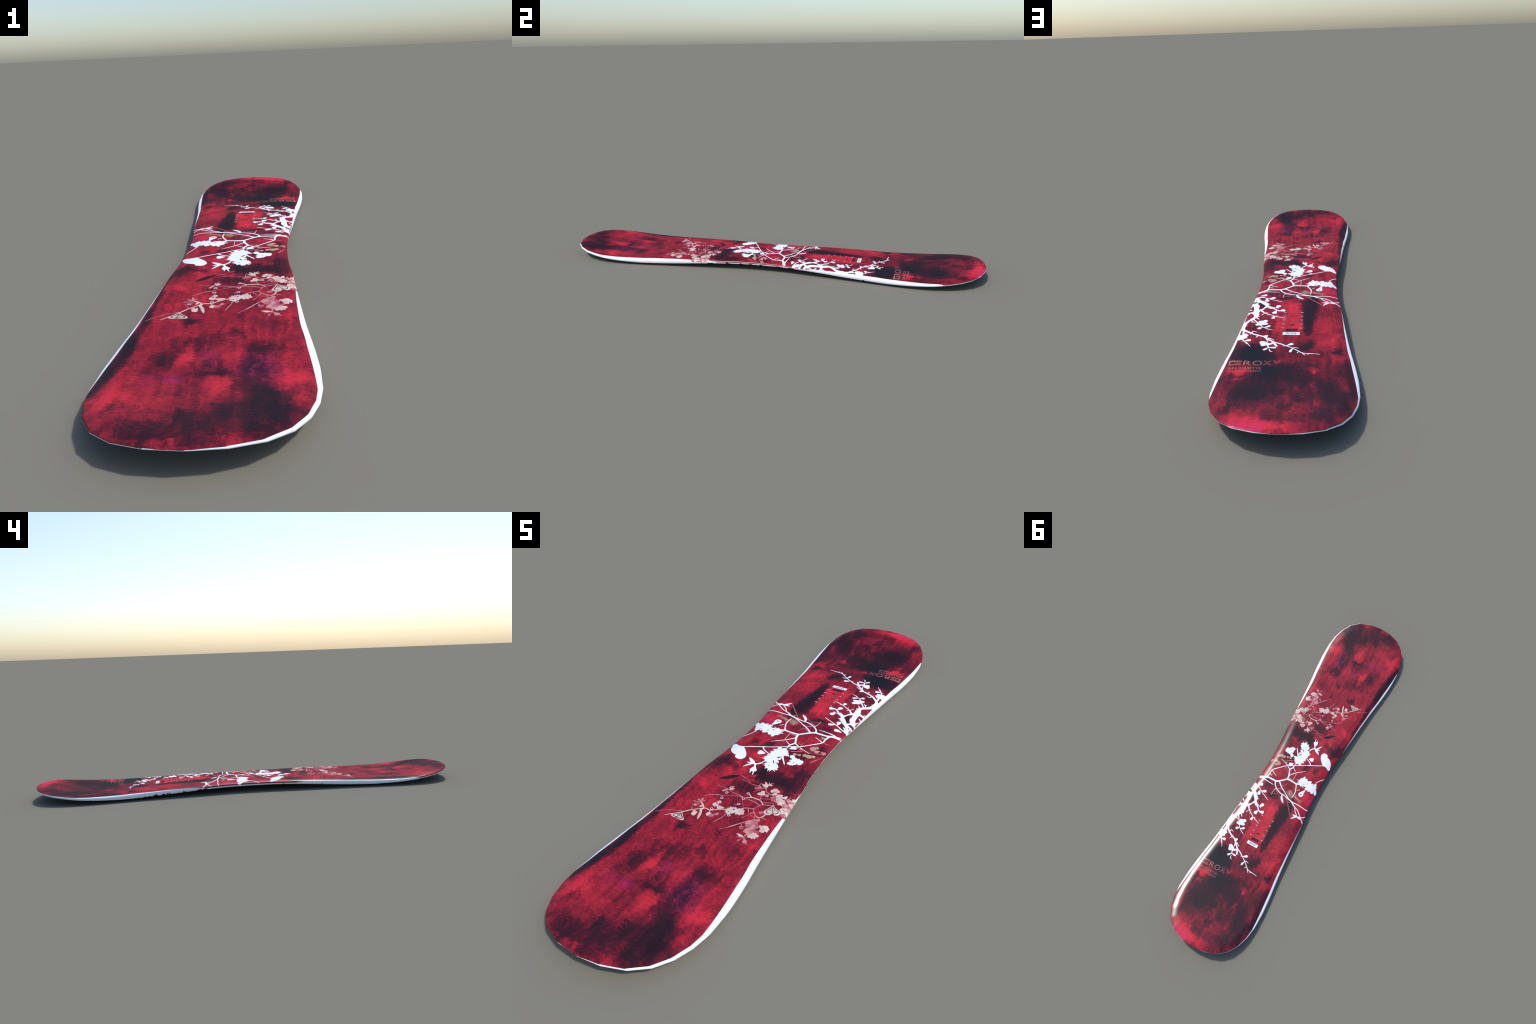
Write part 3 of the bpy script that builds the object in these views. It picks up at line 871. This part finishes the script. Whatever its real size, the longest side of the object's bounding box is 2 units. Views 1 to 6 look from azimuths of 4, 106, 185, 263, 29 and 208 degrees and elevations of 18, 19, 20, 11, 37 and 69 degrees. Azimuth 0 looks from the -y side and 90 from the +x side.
twig(WHITE, [(153.9, 169.1), (158.6, 178.6), (163.7, 181.8)], [10, 16, 14])
twig(WHITE, [(156.4, 219.3), (163.8, 238.8), (168.9, 255.8)], [9, 8, 10])
twig(WHITE, [(143.6, 286), (158.5, 283.1), (169.3, 279.2)], [17, 12, 10])
twig(WHITE, [(156.6, 260.8), (166.1, 251.9)], [6, 5])
twig(WHITE, [(133.8, 245.4), (136.9, 227.8), (146.8, 215.4)], [12, 10, 14])
twig(WHITE, [(168.4, 391.5), (180.3, 393.8), (181.3, 415.2)], [16, 18, 10])
twig(WHITE, [(162.6, 414.9), (163.4, 433.8)], [8, 8])
twig(WHITE, [(164, 361.9), (169.4, 380.4)], [6, 10])
twig(WHITE, [(165.9, 354.4), (173.9, 369.2)], [6, 10])
twig(WHITE, [(160, 282.4), (164.3, 296.6)], [6, 4])
twig(WHITE, [(50.2, 200.9), (68.2, 191.4), (89.4, 181.4), (111.6, 169), (126.2, 158.7)], [2.5, 4, 4, 4, 5])
twig(WHITE, [(100.7, 174.4), (114.8, 167.3), (132.1, 158.1), (147.4, 153.8), (160.2, 149.7)], [4, 5, 6, 8, 9])
twig(WHITE, [(134.1, 173.5), (147, 159.5)], [7, 8])
bud(WHITE, [(102.5, 174.6), (78.2, 163.6)], 14)
bud(WHITE, [(109.1, 172.7), (105.9, 199.8)], 16)
bud(WHITE, [(139, 143), (111.6, 141.5)], 16)
bud(WHITE, [(58, 272.2), (34.2, 268.9)], 17)
bud(WHITE, [(64.2, 273.1), (72.7, 296.7)], 17)
bud(WHITE, [(66.9, 253.1), (56.7, 229.2)], 17)
twig(WHITE, [(58.9, 254.3), (71.7, 248.8), (85.7, 245.3)], [3, 4, 5])
twig(WHITE, [(29.6, 329.6), (47.7, 323.1), (68.5, 315.4), (92.4, 300), (104.6, 292.6), (116.5, 278)], [2, 4, 4, 4.5, 6, 10])
bud(WHITE, [(71.6, 313.5), (73.7, 334)], 13)
twig(WHITE, [(92.4, 300), (94.8, 308.9)], [4, 2])
twig(WHITE, [(95.6, 286), (104.8, 292.3)], [2, 4])
twig(WHITE, [(105.9, 292.2), (114.4, 307.1)], [3, 4])
twig(WHITE, [(60.3, 312.9), (64.9, 315.7)], [4, 3])
twig(WHITE, [(66.4, 414.3), (84.2, 406.9), (103.3, 391.8), (112.2, 381.4)], [2, 4, 4, 5])
bud(WHITE, [(98.4, 398.1), (77.9, 384)], 11)
bud(WHITE, [(102.4, 395.3), (117.3, 407.3)], 13)
bud(WHITE, [(112.1, 378.7), (87.3, 367.3)], 13)
bud(WHITE, [(112.9, 371.3), (93.3, 344.8)], 16)
bud(WHITE, [(107.5, 373.2), (112.4, 350.1)], 20)
bud(WHITE, [(113, 376.6), (128.4, 379.7)], 13)
blossom(WHITE, (110.1, 369.6), radius=14, petals=6, stamens=False)
twig(WHITE, [(119.2, 370), (133.7, 348.3), (144.1, 334.1)], [8, 6, 8])
twig(WHITE, [(131.2, 365.8), (140.8, 356.2), (145.5, 361.6)], [2, 5, 2])
twig(WHITE, [(140, 358.1), (146.9, 344.1)], [4, 4])
twig(WHITE, [(120.5, 319.6), (132.5, 312.5)], [2, 9])
twig(WHITE, [(119.3, 341.6), (131.3, 326.4)], [2, 9])
twig(WHITE, [(122.6, 301.1), (133.7, 298.9)], [2, 9])
twig(WHITE, [(109.7, 259.7), (118.8, 269.9)], [2, 9])
twig(WHITE, [(92.7, 219.3), (104.1, 221.4)], [2, 9])
twig(WHITE, [(99.4, 211.8), (109.8, 213.4)], [2, 9])
twig(WHITE, [(157.1, 378.9), (167.1, 380.2)], [2, 9])
twig(WHITE, [(81.6, 259.5), (93.7, 250.1)], [2, 9])
twig(WHITE, [(95.3, 246.4), (104.6, 237.9)], [2, 9])
twig(WHITE, [(129.3, 521.2), (140.4, 502.8), (146.2, 494)], [2, 4, 4])
twig(WHITE, [(141.9, 504.5), (153.9, 485.7), (161.3, 471)], [4, 4, 5])
bud(WHITE, [(152.6, 486), (131.6, 480.7)], 14)
twig(WHITE, [(154.6, 483.6), (162.4, 486.7)], [4, 2])
blossom(WHITE, (164, 456.5), radius=18, petals=6, stamens=False)
blossom(WHITE, (173.1, 457.5), radius=17, petals=5, stamens=False)
bud(WHITE, [(162, 458.5), (153.8, 437.3)], 14)
bud(WHITE, [(-9.3, 528.3), (-0.4, 554.2)], 9)
twig(WHITE, [(-26.5, 529), (-15.7, 525.8), (-5.8, 527.5)], [2, 3.5, 3])
bud(WHITE, [(13.9, 514.6), (-8, 500.9)], 12)
twig(WHITE, [(13.9, 514.6), (24.9, 516.4)], [4, 2])
twig(WHITE, [(-29, 547.7), (-23.6, 557)], [4, 3])
twig(WHITE, [(-38.6, 556.8), (-47.6, 569.5)], [4, 3])
twig(WHITE, [(-58.4, 559.9), (-57.5, 568)], [4, 2])
twig(WHITE, [(59.8, 489.4), (44.6, 517.5)], [9, 9])
twig(WHITE, [(57.9, 494), (63.8, 503.4), (74.3, 507.1)], [8, 12, 16])
bud(WHITE, [(69.5, 504.1), (97.3, 509.9)], 20)
bud(WHITE, [(71.4, 499.5), (101.7, 495.6)], 18)
twig(WHITE, [(76.3, 508.3), (68.3, 527.9)], [7, 4])
bud(WHITE, [(71.7, 525.6), (45.1, 526.6)], 9.5)
bud(WHITE, [(68.8, 523.8), (85.4, 542.9)], 9.5)
twig(WHITE, [(66, 536.7), (63.2, 548.1), (55.5, 552.2)], [4, 5, 3])
bud(WHITE, [(92.6, 453), (78.1, 453.7)], 9)
twig(WHITE, [(55.5, 479.5), (74.9, 467.3)], [2, 6])
twig(WHITE, [(118.2, 428.8), (130, 423.9), (135.3, 434.1)], [2, 4, 5])
twig(WHITE, [(110.8, 451.9), (117, 464.2)], [7, 3])
twig(WHITE, [(133, 434), (138.8, 444.6)], [6, 2])
twig(WHITE, [(75.1, 490.3), (82.5, 469.3)], [3, 6])
twig(PINK, [(124.3, -314.2), (111.1, -321.8), (94.9, -327.4), (86.3, -337.9), (82.6, -349.9), (79.3, -355.9), (66.2, -360.2), (53, -366), (45.4, -372.9)], [5, 5, 5, 4.5, 4, 4, 3.5, 3.5, 3.5])
twig(CREAM, [(94.6, -326.9), (83.5, -317.7), (76.5, -314.1), (63.5, -313.8), (51.8, -314.3), (39.5, -320.3), (33.7, -325.7)], [5, 5, 4.5, 4.5, 4, 3, 3])
twig(PINK, [(85.2, -333.4), (68.3, -328.9), (53.9, -327.9), (38.4, -326.8)], [4, 3.5, 3.5, 2.5])
twig(PINK, [(82.4, -316.8), (75.7, -310.1), (71.5, -296)], [3, 3, 3])
bud(CREAM, [(71.3, -293.1), (57.1, -285.7)], 14)
bud(CREAM, [(71.4, -291.5), (66, -271.5)], 13)
bud(PINK, [(70.9, -288.8), (90.7, -285.4)], 13)
blossom(CREAM, (69.6, -284.9), radius=8, petals=5, stamens=False)
twig(PINK, [(75.8, -307.8), (107.5, -292.6)], [2.5, 1.5])
twig(PINK, [(91.8, -316.8), (121.4, -307.1)], [2.5, 2.5])
twig(PINK, [(104.9, -279.1), (77, -271.6), (66, -259.1), (56.8, -264.2), (48.7, -278), (41.6, -290)], [4, 4, 4, 3.5, 2.5, 1.5])
twig(PINK, [(40.3, -258.4), (30.1, -260.1), (13.6, -259.7), (-5.8, -247.9), (-21, -241.6), (-36.1, -239.2)], [3, 3, 3, 2.5, 2.5, 2])
twig(PINK, [(13.6, -259.7), (-2.3, -257.2), (-20.2, -256.7)], [3, 2.5, 1.5])
twig(PINK, [(40.3, -258.4), (41.4, -244.3), (46.6, -237.4)], [2.5, 2, 1.2])
bud(PINK, [(57.6, -262.2), (34.7, -274)], 13)
bud(PINK, [(55.4, -261.8), (39.1, -261.4)], 10)
leaf(CREAM, [(64, -246.8), (45.4, -246)], 10)
leaf(CREAM, [(63.8, -244.6), (48, -230.1)], 7)
twig(CREAM, [(65.3, -257.9), (64.5, -245.8), (64.1, -239.7)], [4, 6, 3])
leaf(CREAM, [(62.7, -237.2), (77.6, -236.9)], 8)
twig(CREAM, [(65, -235.9), (74, -225.8)], [3, 1.5])
twig(CREAM, [(65, -235.9), (61.3, -227.6)], [3, 2])
twig(CREAM, [(56.5, -254.9), (65.1, -248.6)], [3, 6])
bud(CREAM, [(99.8, -259), (84.3, -261.4)], 13)
bud(CREAM, [(98.3, -259.9), (91.9, -244.7)], 14)
bud(CREAM, [(96.1, -259.5), (109.2, -250)], 12)
bud(CREAM, [(95.8, -275), (108.8, -264.7)], 14)
blossom(PINK, (116.7, -284.6), radius=18, petals=8, stamens=False)
blossom(CREAM, (135.1, -291.5), radius=15, petals=7, stamens=False)
blossom(CREAM, (119.8, -272.3), radius=11, petals=6, stamens=False)
leaf(CREAM, [(132.9, -274.9), (140.1, -257.4)], 9)
blossom(PINK, (158.4, -273.4), radius=11, petals=5, stamens=False)
blossom(CREAM, (163.8, -261.5), radius=7, petals=5, stamens=False)
twig(PINK, [(139, -273.6), (146.2, -272.4), (156.7, -281.2)], [4, 5, 4])
twig(PINK, [(146.2, -272.4), (150.6, -256.9)], [3, 2])
blossom(PINK, (155.6, -297.3), radius=13, petals=6, stamens=False)
blossom(PINK, (164.8, -300.2), radius=16, petals=6, stamens=False)
blossom(CREAM, (162.5, -317.4), radius=14, petals=6, stamens=False)
blossom(PINK, (165.9, -334.3), radius=9, petals=5, stamens=False)
blossom(CREAM, (166.5, -283.3), radius=8, petals=5, stamens=False)
bud(PINK, [(114.8, -352.1), (101.8, -364.8)], 14)
heart([(122.9, -318.6), (116.7, -333.5), (111, -347.2), (112.5, -354.1), (120.3, -360.3), (131.6, -358.2), (137.9, -347.4), (146.1, -350.1), (153.2, -345.9), (157.3, -336), (152.8, -327.7), (138.2, -323.7)])
twig(PINK, [(80, -355.5), (87.4, -368.4), (96.1, -374.8), (100.6, -387.4)], [4, 4, 4, 4])
twig(PINK, [(66.1, -361.7), (75.4, -379)], [3, 3])
twig(PINK, [(86.9, -367.3), (78.9, -384.8), (68.8, -407.4)], [3, 3, 2.5])
twig(CREAM, [(122.6, -362.5), (119.3, -373.5), (110.8, -381.9), (101.3, -379.6)], [4, 4, 4, 3])
twig(PINK, [(119.5, -377.2), (134.6, -378.7)], [3, 2])
twig(PINK, [(84.9, -383.6), (100.5, -388.9)], [2, 2])
twig(PINK, [(103, -391), (101.8, -397.1), (90.4, -410), (73.5, -431.2), (58.2, -451.3), (38.1, -472.7)], [5, 4, 4.5, 4, 4.5, 1.5])
blossom(PINK, (109.8, -415.6), radius=20, petals=9, stamens=False)
blossom(PINK, (114.6, -437.9), radius=16, petals=8, stamens=False)
bud(PINK, [(95.3, -432.6), (83.4, -444.3)], 14)
twig(PINK, [(81.9, -429.3), (85.6, -435.3)], [3, 3])
bud(PINK, [(108.8, -396), (119.8, -388.7)], 12)
bud(PINK, [(102.4, -414.2), (89.5, -421.2)], 8)
blossom(CREAM, (148.9, -411.6), radius=13, petals=6, stamens=False)
bud(CREAM, [(144.8, -414.4), (129.5, -408.9)], 9)
bud(CREAM, [(142.9, -414.3), (146.5, -430.3)], 14)
leaf(PINK, [(133.5, -430.3), (143.3, -437.6)], 5)
blossom(PINK, (126.8, -436.5), radius=8, petals=5, stamens=False)
blossom(CREAM, (135.8, -453.4), radius=12, petals=7, stamens=True)
bud(CREAM, [(135.8, -453.4), (121.6, -462.3)], 11)
bud(CREAM, [(137.2, -452.6), (148, -444.9)], 10)
bud(CREAM, [(136.7, -451.7), (134.5, -440.1)], 10)
twig(PINK, [(116.1, -471.7), (114.7, -458.5), (121.8, -453.3), (110, -450.7)], [5, 5, 5, 8])
leaf(CREAM, [(114.9, -469.8), (88.5, -465.6)], 7)
twig(PINK, [(111.5, -470.3), (96.9, -477.7)], [3, 1.5])
twig(PINK, [(114.6, -473.8), (109.9, -481.4), (105.3, -487.6)], [3, 3, 4])
twig(MAGENTA, [(113.2, -477.7), (107.5, -492.7), (102.1, -509.4), (94.6, -524.1)], [3, 3, 2.5, 1.2])
bud(PINK, [(118.6, -472.8), (129.8, -486.8)], 14)
twig(PINK, [(128.1, -484), (134.1, -490.1)], [4, 3])
twig(PINK, [(124.2, -483.6), (126.2, -490.7)], [3, 2])
blossom(CREAM, (48.4, -386.5), radius=15, petals=8, stamens=False)
blossom(CREAM, (23, -393.2), radius=16, petals=9, stamens=True)
blossom(CREAM, (32, -387), radius=12, petals=6, stamens=False)
bud(CREAM, [(2.2, -393.2), (-19.1, -400.5)], 15)
blossom(CREAM, (-29.1, -393), radius=9, petals=5, stamens=False)
bud(CREAM, [(-30.4, -388), (-20.7, -374)], 13)
twig(CREAM, [(50.8, -371.2), (53.6, -366.1), (46.2, -376.5)], [4, 4, 4])
twig(CREAM, [(9.8, -397.3), (-10, -406.9), (-22.7, -416.6), (-30.7, -421.2), (-45.4, -420.4), (-51.3, -423.6)], [5, 4, 4, 4, 4, 4])
blossom(CREAM, (-23.6, -437.9), radius=9, petals=7, stamens=True)
blossom(PINK, (-14.4, -439.8), radius=8, petals=6, stamens=True)
bud(PINK, [(-10.4, -432.2), (2.2, -422.6)], 11)
twig(CREAM, [(-30.2, -422), (-25.4, -430.6)], [3, 3])
twig(PINK, [(20.2, -412.2), (16.6, -431.3), (6.3, -459.1)], [4.5, 4, 1.5])
twig(PINK, [(-79.7, -375.4), (-64.2, -361.5), (-48.9, -353.2), (-30.1, -347.5), (-8.1, -337.1), (11.8, -328.4), (25.1, -328.7)], [1.5, 2.5, 3.5, 2.5, 2, 2, 3])
twig(PINK, [(-70.5, -313.7), (-42.3, -315.4), (-31.7, -315.8), (-12.4, -322.1), (8.4, -322.8), (23.7, -326.4)], [2, 3, 6, 3, 3, 3])
leaf(CREAM, [(-33.2, -315.1), (-46.5, -331.5)], 6)
leaf(PINK, [(-33.2, -316.6), (-42.8, -334.1)], 3)
leaf(CREAM, [(-30.9, -313.8), (-16.7, -304.5)], 6)
leaf(CREAM, [(-33.8, -309.2), (-21.7, -296.3)], 5)
twig(PINK, [(-29.5, -316.1), (-12.9, -314.7)], [2.5, 1.5])
twig(MAGENTA, [(28, -336), (39.1, -351.8), (51.9, -364.9)], [2.5, 2.5, 3])
twig(CREAM, [(32.2, -303.7), (48.5, -314.4)], [5, 4])
bud(MAGENTA, [(27.6, -362.3), (20.8, -368.9)], 12)
twig(CREAM, [(-50.1, -421.5), (-62.1, -432.2), (-78.5, -445.2), (-95.8, -464.3), (-107.7, -476.3), (-120.2, -487.2), (-134.4, -499.4)], [5, 3, 4.5, 4, 3.5, 3, 1.8])
twig(PINK, [(-97.1, -462.5), (-121.6, -471.2), (-141.1, -480), (-159, -491.2), (-169.5, -498.2)], [2.5, 2.5, 2, 1.6, 1.2])
twig(CREAM, [(-50.9, -423.3), (-54, -430.7), (-53.5, -437.4)], [5, 8, 6])
twig(PINK, [(-78.5, -445.2), (-92.5, -419.4)], [3.5, 2])
twig(CREAM, [(-51.9, -421.1), (-61.5, -410.6), (-72.9, -405.2)], [5, 5, 5])
leaf(PINK, [(-71.4, -406.6), (-98.3, -410.9)], 6)
leaf(PINK, [(-72.5, -403.5), (-90.3, -395.6)], 6)
leaf(PINK, [(-73.2, -402.5), (-78.1, -383.8)], 6)
leaf(PINK, [(-72.5, -403.5), (-64.4, -390.4)], 4)
bud(PINK, [(-71.9, -410.4), (-84, -426.3)], 12)
leaf(CREAM, [(-60.8, -411.6), (-65.9, -424.4)], 6)
bud(CREAM, [(-58.8, -443), (-66.2, -462.9)], 14)
bud(CREAM, [(-66, -439.9), (-70.6, -450.8)], 8)
leaf(CREAM, [(-51.2, -433.3), (-40.6, -471.6)], 8)
heart([(-96.6, -468.2), (-85.1, -479.3), (-75.1, -488.3), (-75.6, -494), (-79.9, -496.4), (-91.1, -496.3), (-99.8, -492.8), (-106, -495.4), (-115.5, -493.7), (-119.5, -489.6), (-117.3, -484.3), (-106.2, -475.5)])
blossom(TAN, (101.8, 3.2), radius=9, petals=4, stamens=False)
bud(TAN, [(103.5, 4.1), (111.9, 15.2)], 14)
bud(TAN, [(100.2, 2.2), (89.4, -3.9)], 12)
bud(TAN, [(101, 2.7), (99.4, -13.5)], 13)
bud(TAN, [(124.4, 0.2), (110.4, -14.5)], 14)
blossom(TAN, (105.6, -47.3), radius=11, petals=7, stamens=False)
bud(TAN, [(104.1, -46.3), (85.8, -47.5)], 15)
bud(TAN, [(106.4, -46.8), (124.4, -35.5)], 13)
bud(TAN, [(68.9, -53.4), (55.8, -60.9)], 14)
bud(TAN, [(76.3, -47.3), (74.2, -59.7)], 12)
bud(PINK, [(143.3, 9.7), (131.7, -8.3)], 16)
twig(PINK, [(95.5, -28.9), (127.1, -14.1), (146.3, 1)], [2.5, 2.5, 2])
twig(PINK, [(44.2, -48.8), (61.8, -39.7), (77, -27.8)], [4, 3, 3])
twig(PINK, [(124.2, -73.2), (135.2, -43.8), (141.6, -22.2)], [4, 2.5, 1.5])
twig(PINK, [(42.6, 6.2), (56.7, -2.4)], [2.5, 3])
twig(PINK, [(56.4, 14.1), (57.5, -1.9)], [2.5, 3])
twig(PINK, [(117.7, 47.8), (137, 52.7)], [2, 2.5])
leaf(TAN, [(111, 77.9), (95.6, 62.7)], 6)
leaf(TAN, [(107.7, 75.8), (89.7, 77.5)], 4)
leaf(TAN, [(59.3, -9.6), (48.9, -27.1)], 8)
leaf(TAN, [(75.1, -19.8), (59.5, -26.8)], 6)

# small openings left between the white petals, where the ground shows through
for a, b, w in (((19, -104), (29, -93), 5), ((-8, -148), (6, -138), 4), ((16, -121), (24, -137), 3), ((31, -128), (36, -131), 5),
                ((46, -91), (61, -87), 6), ((43, -110), (46, -118), 4), ((27, -39), (32, -30), 5), ((-88, 50), (-70, 50), 6),
                ((-71, 33), (-69, 39), 4), ((-88, 24), (-84, 26), 5), ((-86, 4), (-78, 12), 4), ((-88, 89), (-78, 97), 4)):
    leaf(DARK, [a, b], w)

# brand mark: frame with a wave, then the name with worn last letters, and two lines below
twig(LETTER, [(180, 610.5), (162, 611), (144, 611.5)], [8, 8, 5])
twig(LETTER, [(180.5, 612), (180, 622), (179, 632)], [7, 6, 6])
twig(LETTER, [(180, 632.5), (163, 632.5), (146, 632.5)], [6, 5, 5])
twig(LETTER, [(146, 628), (149, 621.5), (154, 623), (157, 619), (162, 621), (166, 625)], [2.2, 2.6, 2, 2.6, 2, 1.5])
twig(LETTER, [(149, 628), (154, 626.5), (160, 627)], [1.6, 1.6, 1.2])
letter("R", LETTER, 137, 113, 608.5, 635)
letter("O", LETTER, 109, 80, 607.5, 635)
letter("X", LETTER, 78, 51, 606, 633)
letter("Y", LETTER, 49, 23, 605, 621, keep=.55)
word = "SILHOUETTE"
pitch = (180 - 77.5) / len(word)
for i, ch in enumerate(word):
    x0 = 180 - pitch * i
    wide = pitch * (.3 if ch == "I" else .78)
    mid = x0 - pitch * .46
    letter(ch, LETTER, mid + wide / 2, mid - wide / 2, 646, 657.5, bold=.012)
for x in (146, 140, 134, 128, 117, 108, 101, 94, 87, 80):
    patch("small_print", LETTER, x - 2.3, x + 2.3, 664.5, 669.5 if x < 112 else 666, .6)

# sticker, maker's plate and scale marks between the tail inserts
patch("sticker", WHITE, -25.8, 31, 427.8, 444.6, 1.2)
for x0, x1 in ((18, 21), (13.5, 17), (8.5, 12), (2, 5), (-2.5, .5), (-9, -5.5), (-13.5, -10.5)):
    patch("sticker_figure", GREY, x0, x1, 431, 439.5, .8)
patch("plate", BLACK, -16.5, 20.8, 404.2, 417.4, 2.5)
patch("plate_line", TEAL, -11, 15, 409.4, 412, .8)
patch("plate_shadow", MAROON, -14, 20, 422.6, 424, .4)
star_piece("scale_mark", DARK, (3, 378), lambda a: 1 / math.hypot(math.cos(a) / 9.5, math.sin(a) / 3.6), 40, 4)
for y in (297, 309.5, 316.5):
    for x0, x1 in ((-10, -3), (-1.5, 4), (5.5, 14)):
        patch("scale_mark", MAROON, x0, x1, y - .9, y + .9, .4)

def insert(x, y, tail):
    """A threaded binding insert: dark well with a bright washer showing round it."""
    if tail:
        o = [(4.6 * math.cos(a), 4.2 * math.sin(a)) for a in np.linspace(-.35, math.pi + .35, 22)]
        o += [(3.0 * math.cos(a), -.6 + 2.7 * math.sin(a)) for a in np.linspace(math.pi + .1, -.1, 18)]
        o = np.array(o) + (x, y)
        half = len(o) // 2
        c = np.array([(3.8 * math.cos(a), .2 + 3.4 * math.sin(a)) for a in np.linspace(-.3, math.pi + .3, 26)]) + (x, y)
        star_piece("insert_well", MAROON, (x, y), lambda a: 3.2, 24, 2)
        ribbon("insert", METAL, c, .2 + 1.35 * np.sin(np.linspace(.12, math.pi - .12, 26)))
    else:
        th = np.linspace(0, math.tau, 33)
        star_piece("insert_well", BLACK, (x, y), lambda a: 2.6, 24, 2)
        ribbon("insert", METAL, np.c_[x + 3.6 * np.cos(th), y + 3.6 * np.sin(th)], np.full(33, 1.25))
for i in range(5):
    for x in (-27.3, 33.0):
        insert(x, 283.5 + 28.2 * i, True)
    for x in (-28.7, 30.3):
        insert(x, -(304 + 27.4 * i), False)
